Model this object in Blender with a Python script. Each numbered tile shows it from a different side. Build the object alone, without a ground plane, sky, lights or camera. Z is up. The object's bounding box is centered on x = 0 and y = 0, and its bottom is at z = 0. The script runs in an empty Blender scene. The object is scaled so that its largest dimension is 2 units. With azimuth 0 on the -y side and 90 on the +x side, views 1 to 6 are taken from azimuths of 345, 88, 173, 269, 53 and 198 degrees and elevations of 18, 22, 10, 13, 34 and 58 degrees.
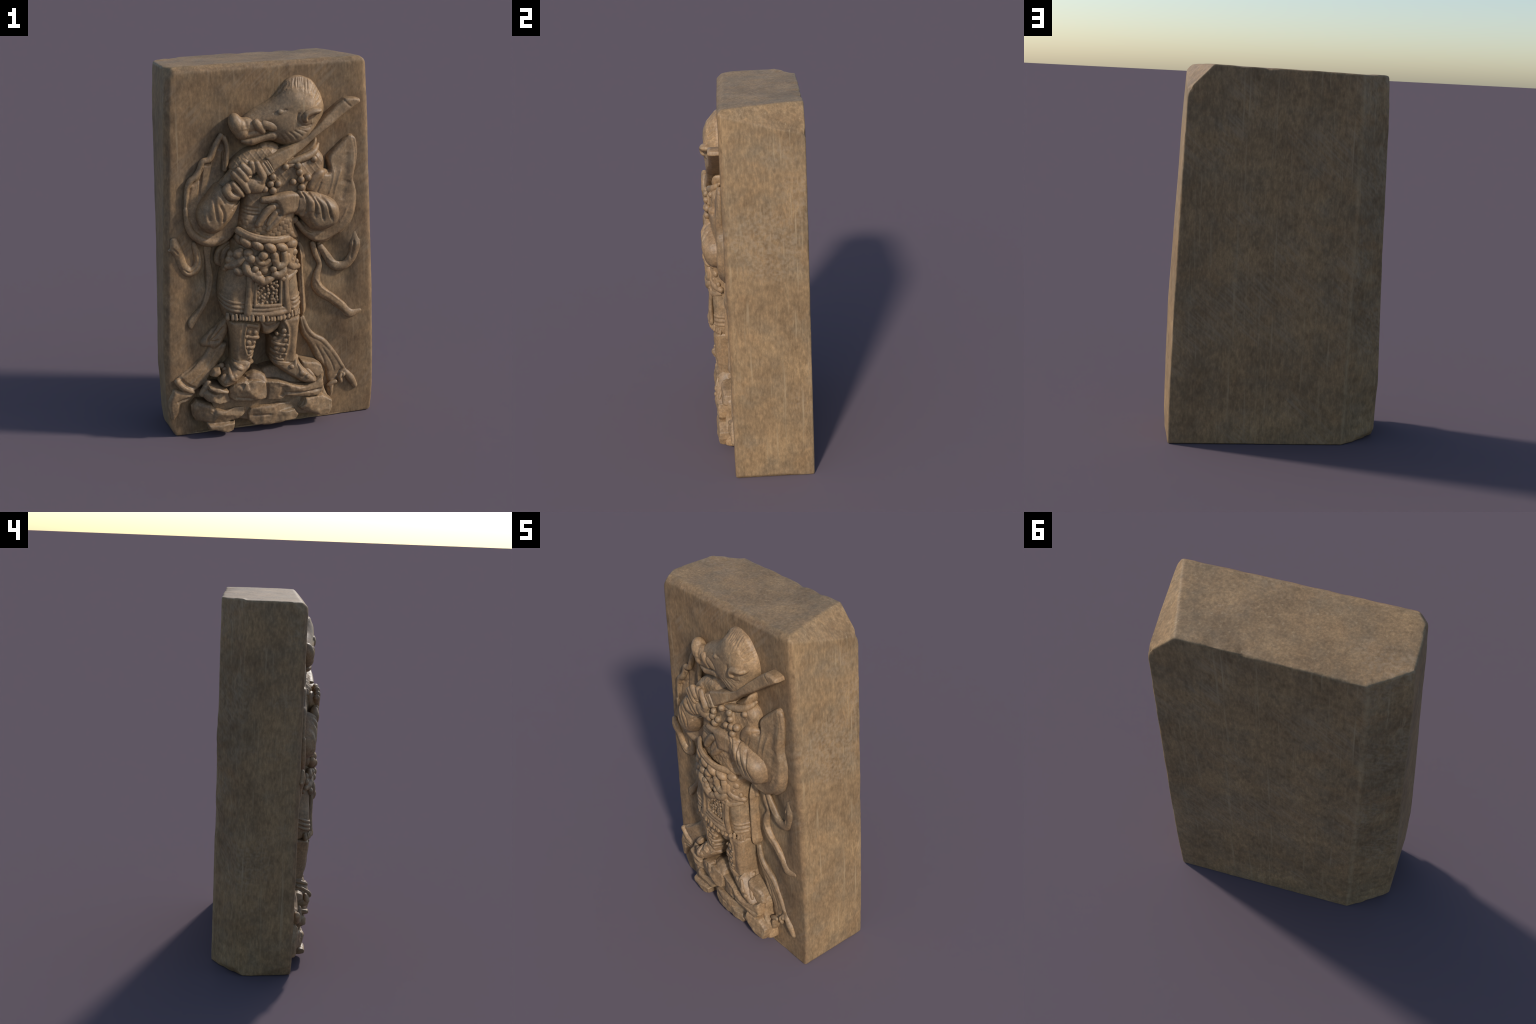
"""Weathered stone slab carved in relief: a boar-headed armoured guardian with a sword,
standing on rocks.  Everything is described by parts: outlines, spines, radii, heights.
Frame: x right, z up, the carved face looks towards -y; the ground of the relief is y = -0.15."""
import bpy, bmesh, math, random
import numpy as np
from mathutils import Vector, Matrix, noise
from mathutils.bvhtree import BVHTree

GROUND = -0.15            # y of the flat ground of the relief
rng = random.Random(7)

# ------------------------------------------------------------------ helpers
# the ground is hollowed out round the figure: (x, z, depth of the hollow)
HOLLOW = [(.38, .86, .026), (.28, 1.0, .036), (.22, .65, .034), (.33, .68, .018), (.25, .45, .030), (.36, .35, .010), (0, .48, .062),
          (-.06, .40, .060), (-.28, .88, .052), (-.26, 1.02, .060), (-.28, 1.45, .020), (-.34, 1.33, .016), (-.22, 1.55, .028),
                  (-.27, .70, .042), (-.38, .78, .012), (-.38, .50, .012), (-.25, .42, .044),
          (-.42, 1.0, .010), (-.43, .15, .034), (-.30, 1.70, .004), (-.40, 1.50, .006), (-.14, 1.58, .022), (.31, 1.60, .010),
          (.05, 1.90, .0), (-.12, 1.82, .0), (.36, 1.72, .004), (.42, 1.20, .010), (.48, 1.05, .0), (-.46, 1.25, .004),
                  (.45, .30, .0), (.44, .60, .0)]
HOLLOW += [(sx * .62, .05 + .1 * k, 0.) for sx in (-1, 1) for k in range(20)] + [(-.4 + .1 * k, 2.0, 0.) for k in range(9)]
_HC = np.array([(a, b) for a, b, c in HOLLOW])
_HD = np.array([c for a, b, c in HOLLOW])


def hollow(x, z):
    """How deep the ground lies behind GROUND at (x, z)."""
    Q = np.stack([np.atleast_1d(x), np.atleast_1d(z)], 1)
    w = 1 / (((Q[:, None, :] - _HC[None]) ** 2).sum(2) + .035 ** 2) ** 1.6
    border = np.clip((.53 - np.abs(Q[:, 0])) / .12, 0, 1)
    return (w * _HD).sum(1) / w.sum(1) * border * border * (3 - 2 * border)


def catmull(pts, n=8, closed=False):
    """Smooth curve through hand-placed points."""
    P = np.array(pts, float)
    if len(P) < 3:
        t = np.linspace(0, 1, n + 1)[:, None]
        return P[0] * (1 - t) + P[-1] * t
    if closed:
        Q = np.vstack([P[-1], P, P[0], P[1]])
    else:
        Q = np.vstack([2 * P[0] - P[1], P, 2 * P[-1] - P[-2]])
    out = []
    for i in range(1, len(Q) - 2):
        a, b, c, d = Q[i - 1], Q[i], Q[i + 1], Q[i + 2]
        for k in range(n):
            t = k / n
            out.append(.5 * ((2 * b) + (c - a) * t + (2 * a - 5 * b + 4 * c - d) * t * t
                             + (3 * b - a - 3 * c + d) * t ** 3))
    if not closed:
        out.append(P[-1])
    return np.array(out)


def xz(pts):
    return np.array([(p[0], p[-1]) for p in pts], float)


def seg_dist(P, line, closed=False):
    """Distance of 2-D points to a polyline, and the position along it (0..1)."""
    L = np.asarray(line, float)
    if closed:
        L = np.vstack([L, L[:1]])
    best = np.full(len(P), 1e9)
    where = np.zeros(len(P))
    near = np.zeros((len(P), 2))
    m = len(L) - 1
    for i in range(m):
        a, b = L[i], L[i + 1]
        ab = b - a
        q = float(ab @ ab) + 1e-12
        t = np.clip(((P - a) @ ab) / q, 0, 1)
        c = a + t[:, None] * ab
        d = np.hypot(P[:, 0] - c[:, 0], P[:, 1] - c[:, 1])
        k = d < best
        best[k] = d[k]
        where[k] = (i + t[k]) / m
        near[k] = c[k]
    return best, where, near


def inside(P, poly):
    L = np.asarray(poly, float)
    res = np.zeros(len(P), bool)
    j = len(L) - 1
    for i in range(len(L)):
        xi, zi = L[i]
        xj, zj = L[j]
        c = ((zi > P[:, 1]) != (zj > P[:, 1])) & \
            (P[:, 0] < (xj - xi) * (P[:, 1] - zi) / (zj - zi + 1e-12) + xi)
        res ^= c
        j = i
    return res


def pillow(outline, heights, edge_r=.03, edge=.0, sharp=False, cell=.004, bottom=-.085):
    """A swelling raised from the ground inside an outline.  The height is blended from
    control heights ((x,y,z), h) and falls off in a quarter round of width edge_r to `edge`."""
    poly = xz(outline) if sharp else catmull(xz(outline), 6, True)
    if sharp:
        dense = []
        for i in range(len(poly)):
            a, b = poly[i], poly[(i + 1) % len(poly)]
            m = max(1, int(np.hypot(*(b - a)) / .02))
            dense += [a + (b - a) * k / m for k in range(m)]
        poly = np.array(dense)
    lo, hi = poly.min(0) - cell, poly.max(0) + cell
    nx, nz = int((hi[0] - lo[0]) / cell) + 2, int((hi[1] - lo[1]) / cell) + 2
    gx, gz = np.meshgrid(lo[0] + np.arange(nx) * cell, lo[1] + np.arange(nz) * cell, indexing='ij')
    P = np.stack([gx.ravel(), gz.ravel()], 1)
    d, _, near = seg_dist(P, poly, True)
    ins = inside(P, poly)
    s = np.where(ins, d, -d)
    use = (s > -cell * .71).reshape(nx, nz)
    cells = use[:-1, :-1] & use[1:, :-1] & use[:-1, 1:] & use[1:, 1:]
    band = (np.abs(s) < cell * .71)
    P[band] = near[band]
    s = np.where(band, 0, np.maximum(s, 0))
    C = xz([h[0] for h in heights])
    Hh = np.array([h[1] for h in heights], float)
    w = 1 / (((P[:, None, :] - C[None]) ** 2).sum(2) + .05 ** 2) ** 1.3
    h = (w * Hh).sum(1) / w.sum(1)
    t = np.clip(s / edge_r, 0, 1)
    edge = edge - hollow(P[:, 0], P[:, 1]) * (edge < .03)
    h = edge + (h - edge) * np.sqrt(np.maximum(0, 1 - (1 - t) ** 2))
    idx = -np.ones((nx, nz), int)
    used = np.zeros((nx, nz), bool)
    for a in (0, 1):
        for b in (0, 1):
            used[a:nx - 1 + a, b:nz - 1 + b] |= cells
    n = used.sum()
    idx[used] = np.arange(n)
    u = used.ravel()
    top = np.stack([P[u, 0], GROUND - h[u], P[u, 1]], 1)
    bot = top.copy()
    bot[:, 1] = GROUND - bottom
    ii, jj = np.nonzero(cells)
    q = np.stack([idx[ii, jj], idx[ii + 1, jj], idx[ii + 1, jj + 1], idx[ii, jj + 1]], 1)
    faces = [tuple(r) for r in q] + [tuple(r[::-1] + n) for r in q]
    cnt = {}
    for r in q:
        for k in range(4):
            e = (r[k], r[(k + 1) % 4])
            cnt[e] = 1
    for (a, b) in cnt:
        if (b, a) not in cnt:
            faces.append((b, a, a + n, b + n))
    return np.vstack([top, bot]), faces


def tube(pts, radius, depth=1.0, n=8, sides=14):
    """Round bar along a spine; radius = number or list along the spine; depth flattens it in y."""
    C = catmull(pts, n)
    m = len(C)
    r = np.interp(np.linspace(0, 1, m), np.linspace(0, 1, len(np.atleast_1d(radius))), np.atleast_1d(radius))
    V, F = [], []
    up = np.array([0, 1, 0.])
    # rounded ends
    T0 = C[1] - C[0]; T0 /= np.linalg.norm(T0) + 1e-9
    T1 = C[-1] - C[-2]; T1 /= np.linalg.norm(T1) + 1e-9
    C = np.vstack([C[0] - T0 * r[0] * .85, C[0] - T0 * r[0] * .5, C, C[-1] + T1 * r[-1] * .5, C[-1] + T1 * r[-1] * .85])
    r = np.concatenate([[r[0] * .5, r[0] * .86], r, [r[-1] * .86, r[-1] * .5]])
    m = len(C)
    for i in range(m):
        T = C[min(i + 1, m - 1)] - C[max(i - 1, 0)]
        T /= np.linalg.norm(T) + 1e-9
        S = np.cross(T, up); S /= np.linalg.norm(S) + 1e-9
        N = np.cross(S, T)
        for k in range(sides):
            a = 2 * math.pi * k / sides
            V.append(C[i] + S * r[i] * math.cos(a) + N * r[i] * depth * math.sin(a))
    for i in range(m - 1):
        for k in range(sides):
            k2 = (k + 1) % sides
            F.append((i * sides + k, i * sides + k2, (i + 1) * sides + k2, (i + 1) * sides + k))
    F.append(tuple(range(sides))[::-1])
    F.append(tuple((m - 1) * sides + k for k in range(sides)))
    return np.array(V), F


def ball(c, r, tilt=0.0, nu=20, nv=12):
    """Ellipsoid; r = number or (rx, ry, rz); tilt turns it in the plane of the relief."""
    r = np.ones(3) * r if np.isscalar(r) else np.array(r)
    V = [(0, 0, -1)]
    for j in range(1, nv):
        b = -math.pi / 2 + math.pi * j / nv
        for i in range(nu):
            a = 2 * math.pi * i / nu
            V.append((math.cos(b) * math.cos(a), math.cos(b) * math.sin(a), math.sin(b)))
    V.append((0, 0, 1))
    F = []
    for i in range(nu):
        F.append((0, 1 + (i + 1) % nu, 1 + i))
        F.append((len(V) - 1, 1 + (nv - 2) * nu + i, 1 + (nv - 2) * nu + (i + 1) % nu))
    for j in range(nv - 2):
        for i in range(nu):
            i2 = (i + 1) % nu
            a = 1 + j * nu
            F.append((a + i, a + i2, a + nu + i2, a + nu + i))
    V = np.array(V) * r
    ca, sa = math.cos(tilt), math.sin(tilt)
    V = np.stack([V[:, 0] * ca - V[:, 2] * sa, V[:, 1], V[:, 0] * sa + V[:, 2] * ca], 1)
    return V + np.array(c), F


def rock_block(outline, front, facets=3, chamfer=.022, seed=0, lean=(0, 0)):
    """Broken block: an outline pushed out from the ground, its front cut by tilted planes."""
    r = random.Random(seed)
    poly = xz(outline)
    c = poly.mean(0)
    planes = []
    for k in range(facets):
        a = 2 * math.pi * (k + r.random()) / facets
        planes.append((math.cos(a), math.sin(a), r.uniform(.18, .5), r.uniform(-.004, .012)))
    V, F = pillow(outline, [((c[0], 0, c[1]), front)], chamfer, front * .62, sharp=True)
    n = len(V) // 2
    h = GROUND - V[:n, 1] + lean[0] * (V[:n, 0] - c[0]) + lean[1] * (V[:n, 2] - c[1])
    for ax, az, k, off in planes:
        q = (V[:n, 0] - c[0]) * ax + (V[:n, 2] - c[1]) * az
        h = np.minimum(h, front + off - k * np.maximum(q, -1) * .8)
    V[:n, 1] = GROUND - np.maximum(h, .012)
    return V, F


def merge(prims):
    V, F, o = [], [], 0
    for v, f in prims:
        V.append(v)
        F += [tuple(int(i) + o for i in q) for q in f]
        o += len(v)
    return np.vstack(V), F


def mesh_from(name, V, F):
    me = bpy.data.meshes.new(name)
    me.from_pydata([tuple(v) for v in V], [], F)
    me.validate()
    me.update()
    return me


def remeshed(me, voxel, smooth, factor=.5):
    ob = bpy.data.objects.new('helper', me)
    bpy.context.scene.collection.objects.link(ob)
    m = ob.modifiers.new('r', 'REMESH')
    m.mode = 'VOXEL'
    m.voxel_size = voxel
    if smooth:
        s = ob.modifiers.new('s', 'SMOOTH')
        s.iterations = smooth
        s.factor = factor
    dg = bpy.context.evaluated_depsgraph_get()
    dg.update()
    out = bpy.data.meshes.new_from_object(ob.evaluated_get(dg))
    bpy.data.objects.remove(ob)
    bpy.data.meshes.remove(me)
    return out


def coords(me):
    a = np.empty(len(me.vertices) * 3)
    me.vertices.foreach_get('co', a)
    return a.reshape(-1, 3)


def normals(me):
    a = np.empty(len(me.vertices) * 3)
    me.vertex_normals.foreach_get('vector', a)
    return a.reshape(-1, 3)


def vnoise(P, scale, seed=0.):
    return np.array([noise.noise(Vector(p) * scale + Vector((seed, seed * 1.7, -seed))) for p in P])


def carve(me, strokes, relief=()):
    """Chisel strokes: (points, width, depth) cuts a groove (negative depth raises a ridge)."""
    P, N = coords(me), normals(me)
    front = np.clip((-N[:, 1] - .05) / .35, 0, 1)
    disp = np.zeros(len(P))
    Q = P[:, [0, 2]]
    for pts, width, depth in strokes:
        line = catmull(xz(pts), 6)
        near = ((Q > line.min(0) - 3 * width) & (Q < line.max(0) + 3 * width)).all(1)
        if not near.any():
            continue
        d, w, _ = seg_dist(Q[near], line)
        fade = np.clip(np.minimum(w, 1 - w) * 8, .25, 1)
        disp[near] -= depth * np.exp(-(d / width) ** 2) * fade
    for fn in relief:
        disp += fn(P)
    P = P + N * (disp * front)[:, None]
    me.vertices.foreach_set('co', P.ravel())
    me.update()


def cull_hidden(me):
    P = coords(me)
    gone = P[:, 1] > GROUND + .014 + hollow(P[:, 0], P[:, 2])
    bm = bmesh.new()
    bm.from_mesh(me)
    bm.verts.ensure_lookup_table()
    bmesh.ops.delete(bm, geom=[bm.verts[i] for i in np.nonzero(gone)[0]], context='VERTS')
    bm.to_mesh(me)
    bm.free()


# pattern reliefs (functions of position, for carve)
def scale_pattern(poly, size, depth, rot=0.0, squash=1.0):
    """Rounded armour scales in staggered rows inside an outline."""
    poly = catmull(xz(poly), 4, True)
    ca, sa = math.cos(rot), math.sin(rot)

    def fn(P):
        Q = P[:, [0, 2]]
        d, _, _ = seg_dist(Q, poly, True)
        m = np.where(inside(Q, poly), np.clip(d / .012, 0, 1), 0)
        x = (Q[:, 0] * ca + Q[:, 1] * sa) / size
        z = (-Q[:, 0] * sa + Q[:, 1] * ca) / (size * squash * .866)
        best = np.full(len(Q), 9.)
        r0 = np.floor(z)
        for dr in (-1, 0, 1, 2):
            row = r0 + dr
            xs = x - .5 * (row % 2)
            for dx in (0, 1):
                cx = np.floor(xs) + dx
                best = np.minimum(best, np.hypot(xs - cx, (z - row) * .866))
        return m * depth * np.clip(1 - (best / .56) ** 4, -1, 1)
    return fn


def lattice_pattern(poly, size, depth, width=.12):
    """Engraved diamond lattice."""
    poly = catmull(xz(poly), 4, True)

    def fn(P):
        Q = P[:, [0, 2]]
        d, _, _ = seg_dist(Q, poly, True)
        m = np.where(inside(Q, poly), np.clip(d / .012, 0, 1), 0)
        a = ((Q[:, 0] + Q[:, 1] * .75) / size) % 1
        b = ((Q[:, 0] - Q[:, 1] * .75) / size + .3) % 1
        a = np.minimum(a, 1 - a)
        b = np.minimum(b, 1 - b)
        return m * depth * (np.exp(-(a / width) ** 2) + np.exp(-(b / width) ** 2))
    return fn


def worn(amount=.0015, scale=22, seed=0.):
    def fn(P):
        return amount * vnoise(P, scale, seed)
    return fn


# ------------------------------------------------------------------ material
def stone_material(name, streak=(1, 1, 1), edge=1.0, tint=(1, 1, 1), gloss=.22, rough=(.52, .72), dressed=False):
    """Brown weathered stone: blotched patina, brushed grain, paler rubbed edges."""
    m = bpy.data.materials.new(name)
    m.use_nodes = True
    nt = m.node_tree
    N, Lk = nt.nodes, nt.links
    bsdf = N['Principled BSDF']
    co = N.new('ShaderNodeTexCoord')

    def noise_tex(scale, detail=4, rough=.6, stretch=(1, 1, 1), off=0.):
        mp = N.new('ShaderNodeMapping')
        mp.inputs['Scale'].default_value = stretch
        mp.inputs['Location'].default_value = (off, off, off)
        Lk.new(co.outputs['Object'], mp.inputs['Vector'])
        t = N.new('ShaderNodeTexNoise')
        t.inputs['Scale'].default_value = scale
        t.inputs['Detail'].default_value = detail
        t.inputs['Roughness'].default_value = rough
        Lk.new(mp.outputs['Vector'], t.inputs['Vector'])
        return t.outputs['Fac']

    def ramp(fac, stops):
        r = N.new('ShaderNodeValToRGB')
        e = r.color_ramp.elements
        e[0].position, e[0].color = stops[0][0], (*stops[0][1], 1)
        e[1].position, e[1].color = stops[1][0], (*stops[1][1], 1)
        for p, c in stops[2:]:
            k = e.new(p)
            k.color = (*c, 1)
        Lk.new(fac, r.inputs['Fac'])
        return r.outputs['Color']

    def mix(fac, a, b, mode='MIX'):
        x = N.new('ShaderNodeMix')
        x.data_type = 'RGBA'
        x.blend_type = mode
        for s, v in ((0, fac), (6, a), (7, b)):
            if isinstance(v, (int, float)):
                x.inputs[s].default_value = v
            elif isinstance(v, tuple):
                x.inputs[s].default_value = (*v, 1)
            else:
                Lk.new(v, x.inputs[s])
        return x.outputs[2]

    t = tint
    base = ramp(noise_tex(3.2, 6, .62), [(.28, (.172 * t[0], .110 * t[1], .059 * t[2])),
                                         (.50, (.250 * t[0], .159 * t[1], .083 * t[2])),
                                         (.74, (.335 * t[0], .213 * t[1], .107 * t[2]))])
    grey = ramp(noise_tex(6.5, 5, .65, off=3.1), [(.46, (0, 0, 0)), (.70, (.75, .75, .75))])
    col = mix(grey, base, (.182, .130, .079))
    rust = ramp(noise_tex(8.5, 4, .6, off=-6.3), [(.55, (0, 0, 0)), (.72, (.55, .55, .55))])
    col = mix(rust, col, (.260, .155, .076))
    fine = ramp(noise_tex(26, 8, .78, (1, 1, .4 + .6 * streak[2]), 9.), [(.36, (.73, .72, .71)), (.5, (1, 1, 1)), (.64, (1.25, 1.24, 1.21))])
    col = mix(.75, col, fine, 'MULTIPLY')
    grain = ramp(noise_tex(85, 4, .7, streak), [(.32, (.74, .73, .72)), (.5, (1, 1, 1)), (.66, (1.36, 1.35, 1.32))])
    col = mix(.8, col, grain, 'MULTIPLY')
    scratch = ramp(noise_tex(38, 3, .6, (streak[0] * 1.6, streak[1] * 1.6, streak[2] * .12), 5.), [(.60, (0, 0, 0)), (.74, (.6, .6, .6))])
    col = mix(scratch, col, (.36, .262, .155))
    chisel = None
    if dressed:
        # darker, browner tone over the front ground of the relief, and slanting tool marks
        sep = N.new('ShaderNodeSeparateXYZ')
        Lk.new(co.outputs['Object'], sep.inputs['Vector'])
        zone = N.new('ShaderNodeMapRange')
        zone.inputs['From Min'].default_value = -.130
        zone.inputs['From Max'].default_value = -.146
        Lk.new(sep.outputs['Y'], zone.inputs['Value'])
        cloud = ramp(noise_tex(4.2, 5, .65, off=14.), [(.30, (.25, .25, .25)), (.62, (.85, .85, .85))])
        patina = mix(1., cloud, zone.outputs['Result'], 'MULTIPLY')  # mask of the cloudy darkening, limited by y to the front face
        col = mix(patina, col, mix(1., col, (.80, .76, .78), 'MULTIPLY'))
        turn = N.new('ShaderNodeMapping')
        turn.inputs['Rotation'].default_value = (0, math.radians(42), 0)
        Lk.new(co.outputs['Object'], turn.inputs['Vector'])
        squeeze = N.new('ShaderNodeMapping')
        squeeze.inputs['Scale'].default_value = (.12, 1, 1.5)
        Lk.new(turn.outputs['Vector'], squeeze.inputs['Vector'])
        mark = N.new('ShaderNodeTexNoise')
        mark.inputs['Scale'].default_value = 55
        mark.inputs['Detail'].default_value = 3
        Lk.new(squeeze.outputs['Vector'], mark.inputs['Vector'])
        chisel = mix(1., ramp(mark.outputs['Fac'], [(.42, (0, 0, 0)),
                (.66, (1, 1, 1))]), ramp(noise_tex(3.5, 2, off=21.), [(.48, (0, 0, 0)), (.62, (1, 1, 1))]), 'MULTIPLY')
        col = mix(mix(1., chisel, (.35, .35, .35), 'MULTIPLY'), col, (.33, .25, .17))
        # rubbed arris between the back and the hacked flank (a nearly upright line at x = -.376)
        off = N.new('ShaderNodeMath')
        off.operation = 'ADD'
        off.inputs[1].default_value = .376
        Lk.new(sep.outputs['X'], off.inputs[0])
        dist = N.new('ShaderNodeMath')
        dist.operation = 'ABSOLUTE'
        Lk.new(off.outputs[0], dist.inputs[0])
        band = N.new('ShaderNodeMapRange')
        band.inputs['From Min'].default_value = .016
        band.inputs['From Max'].default_value = .003
        Lk.new(dist.outputs[0], band.inputs['Value'])
        rear = N.new('ShaderNodeMapRange')
        rear.inputs['From Min'].default_value = .250
        rear.inputs['From Max'].default_value = .262
        Lk.new(sep.outputs['Y'], rear.inputs['Value'])
        arris = mix(1., mix(1., band.outputs['Result'], rear.outputs['Result'], 'MULTIPLY'), ramp(noise_tex(14, 5, .7, off=31.), [(.38, (0, 0, 0)),
                (.64, (.7, .7, .7))]), 'MULTIPLY')
        col = mix(arris, col, (.36, .25, .14))
    # rubbed edges: paler dust-coloured stone where arrises are worn
    geo = N.new('ShaderNodeNewGeometry')
    worn_edge = ramp(geo.outputs['Pointiness'], [(.51, (0, 0, 0)), (.565, (edge, edge, edge))])
    worn_edge = mix(1., worn_edge, ramp(noise_tex(40, 4, .7, off=2.), [(.36, (.2, .2, .2)), (.6, (1, 1, 1))]), 'MULTIPLY')
    col = mix(worn_edge, col, (.36, .255, .145))
    Lk.new(col, bsdf.inputs['Base Color'])
    rg = N.new('ShaderNodeMapRange')
    rg.inputs['To Min'].default_value = rough[0]
    rg.inputs['To Max'].default_value = rough[1]
    Lk.new(noise_tex(9, 4), rg.inputs['Value'])
    Lk.new(rg.outputs['Result'], bsdf.inputs['Roughness'])
    bsdf.inputs['Specular IOR Level'].default_value = gloss
    bp = N.new('ShaderNodeBump')
    bp.inputs['Strength'].default_value = .25
    bp.inputs['Distance'].default_value = .003
    Lk.new(noise_tex(60, 5, .7, streak), bp.inputs['Height'])
    Lk.new(bp.outputs['Normal'], bsdf.inputs['Normal'])
    return m


STONE_SLAB = stone_material('brushed_weathered_stone', (1, 1, .35), .6, (.94, .94, .94), dressed=True)
STONE_CARVED = stone_material('carved_weathered_stone', (1, 1, .8), .25, (.98, .96, .97), .40, (.42, .60))

# ------------------------------------------------------------------ objects
def add(name, me, parent, mat, stuff=False):
    ob = bpy.data.objects.new(name, me)
    bpy.context.scene.collection.objects.link(ob)
    ob.parent = parent
    me.materials.clear()
    me.materials.append(mat)
    me.polygons.foreach_set('use_smooth', [True] * len(me.polygons))
    if stuff:
        ob['kind'] = 'stuff'
    return ob


root = bpy.data.objects.new('carved_stone_slab', None)
bpy.context.scene.collection.objects.link(root)
root['label'] = 'brown stone slab carved with boar-headed armoured warrior'
root['category'] = 'stone relief'


def part(name, prims, parent=root, strokes=(), relief=(), voxel=.003, smooth=4, wear=.0012, seed=0.):
    me = mesh_from(name, *merge(prims))
    me = remeshed(me, voxel, smooth)
    me.name = name
    rel = list(relief)
    if wear:
        rel.append(worn(wear, 26, seed))
    carve(me, strokes, rel)
    cull_hidden(me)
    return add(name, me, parent, STONE_CARVED)


def on_surface(ob, pts, sink=0.0):
    """Lay points on the front of a finished part (sink > 0 pushes them in)."""
    me = ob.data
    tree = BVHTree.FromPolygons([v.co.copy() for v in me.vertices], [tuple(p.vertices) for p in me.polygons])
    out = []
    for p in pts:
        hit = tree.ray_cast(Vector((p[0], -1, p[2])), Vector((0, 1, 0)))[0]
        out.append((p[0], (hit.y if hit else p[1]) + sink, p[2]))
    return out


# ------------------------------------------------------------------ the slab
def build_slab():
    levels = [  # z, front-left x, front-right x, mid-right x (y .09), back-right x, ridge x (back), side x of the bevelled back corner, mid-left x (y 0)
        (-.003, -.570, .578, .584, .567, -.372, -.570, -.571),
        (0.15, -.588, .588, .591, .567, -.370, -.572, -.581),
        (0.45, -.590, .589, .591, .563, -.365, -.575, -.583),
        (0.75, -.579, .582, .584, .557, -.368, -.565, -.575),
        (1.00, -.566, .571, .571, .549, -.386, -.557, -.564),
        (1.35, -.551, .554, .553, .537, -.386, -.549, -.553),
        (1.70, -.535, .540, .538, .526, -.381, -.542, -.541),
        (1.990, -.514, .521, .519, .516, -.373, -.527, -.523)]
    yb = .275
    V, F = [], []
    for z, fl, fr, mr, br, bx, sx, ml in levels:
        top = 1 if z > 1.9 else 0
        fy = GROUND - .005 - .003 * max(0, z - .6)
        V += [(fl, fy - .001, z - .012 * top), (fr, fy + .004, z + .004 * top), (mr, .09, z + .008 * top),
              (br, yb - .012 * z / 2, z + .010 * top), (bx, yb + .002, z - .008 * top), (sx, .155, z - .010 * top), (ml, .0, z - .011 * top)]
    k = 7
    for i in range(len(levels) - 1):
        for j in range(k):
            j2 = (j + 1) % k
            F.append((i * k + j, i * k + j2, (i + 1) * k + j2, (i + 1) * k + j))
    F.append(tuple(range(k))[::-1])
    F.append(tuple((len(levels) - 1) * k + j for j in range(k)))
    bm = bmesh.new()
    bv = [bm.verts.new(v) for v in V]
    for f in F:
        bm.faces.new([bv[i] for i in f])
    bmesh.ops.recalc_face_normals(bm, faces=bm.faces)

    def cut(point, normal):
        g = bm.verts[:] + bm.edges[:] + bm.faces[:]
        r = bmesh.ops.bisect_plane(bm, geom=g, plane_co=point, plane_no=normal, clear_outer=True)
        e = [x for x in r['geom_cut'] if isinstance(x, bmesh.types.BMEdge)]
        bmesh.ops.edgeloop_fill(bm, edges=e)
    # broken-off corner at the top of the right side, widest at the back
    a, b, c = Vector((.394, .255, 1.996)), Vector((.514, .262, 1.872)), Vector((.520, -.15, 1.972))
    nrm = (b - a).cross(c - a).normalized()
    if nrm.x < 0:
        nrm.negate()
    cut(a, nrm)
    # bevelled arrises of the carved face: top, right, left
    cut(Vector((0, GROUND - .005, 1.966)), Vector((-.016, -.62, .78)).normalized())
    cut(Vector((.574, GROUND, .45)), Vector((.70, -.70, .030)).normalized())
    cut(Vector((-.570, GROUND, .45)), Vector((-.70, -.70, .030)).normalized())
    # worn bottom corners
    cut(Vector((.590, 0, .030)), Vector((.70, 0, -.5)).normalized())
    cut(Vector((-.470, .21, .012)), Vector((-.55, .60, -.62)).normalized())
    cut(Vector((-.573, -.15, .055)), Vector((-.90, -.1, -.42)).normalized())
    # rounder front corner at the upper left
    cut(Vector((-.498, -.152, 1.930)), Vector((-.70, -.50, .50)).normalized())
    bmesh.ops.triangulate(bm, faces=[f for f in bm.faces if len(f.verts) > 4])
    me = bpy.data.meshes.new('slab')
    bm.to_mesh(me)
    bm.free()
    me = remeshed(me, .006, 0)
    # rounding: front arris broad, the others tight
    P = coords(me)
    ob = bpy.data.objects.new('helper', me)
    bpy.context.scene.collection.objects.link(ob)
    for nm, w, it in (('front', np.clip((-P[:, 1] - .105) / .04, 0, 1), 16), ('all', np.ones(len(P)), 5)):
        vg = ob.vertex_groups.new(name=nm)
        for i in np.nonzero(w > .01)[0]:
            vg.add([int(i)], float(w[i]), 'REPLACE')
        s = ob.modifiers.new(nm, 'SMOOTH')
        s.iterations = it
        s.factor = .5
        s.vertex_group = nm
    dg = bpy.context.evaluated_depsgraph_get()
    dg.update()
    me2 = bpy.data.meshes.new_from_object(ob.evaluated_get(dg))
    bpy.data.objects.remove(ob)
    bpy.data.meshes.remove(me)
    me = me2
    P, N = coords(me), normals(me)
    # chips and waviness
    d = .0022 * vnoise(P, 3.0, 1.) + .0012 * vnoise(P, 11, 4.)
    # hacked left flank between the back ridge and the side
    flank = np.clip((-P[:, 0] - .37) / .02, 0, 1) * np.clip((P[:, 1] - .15) / .02, 0, 1)
    Q = P.copy()
    Q[:, 2] *= .8
    d += flank * (.011 * vnoise(Q, 5.5, 8.) + .004 * vnoise(P, 22, 3.))
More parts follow.
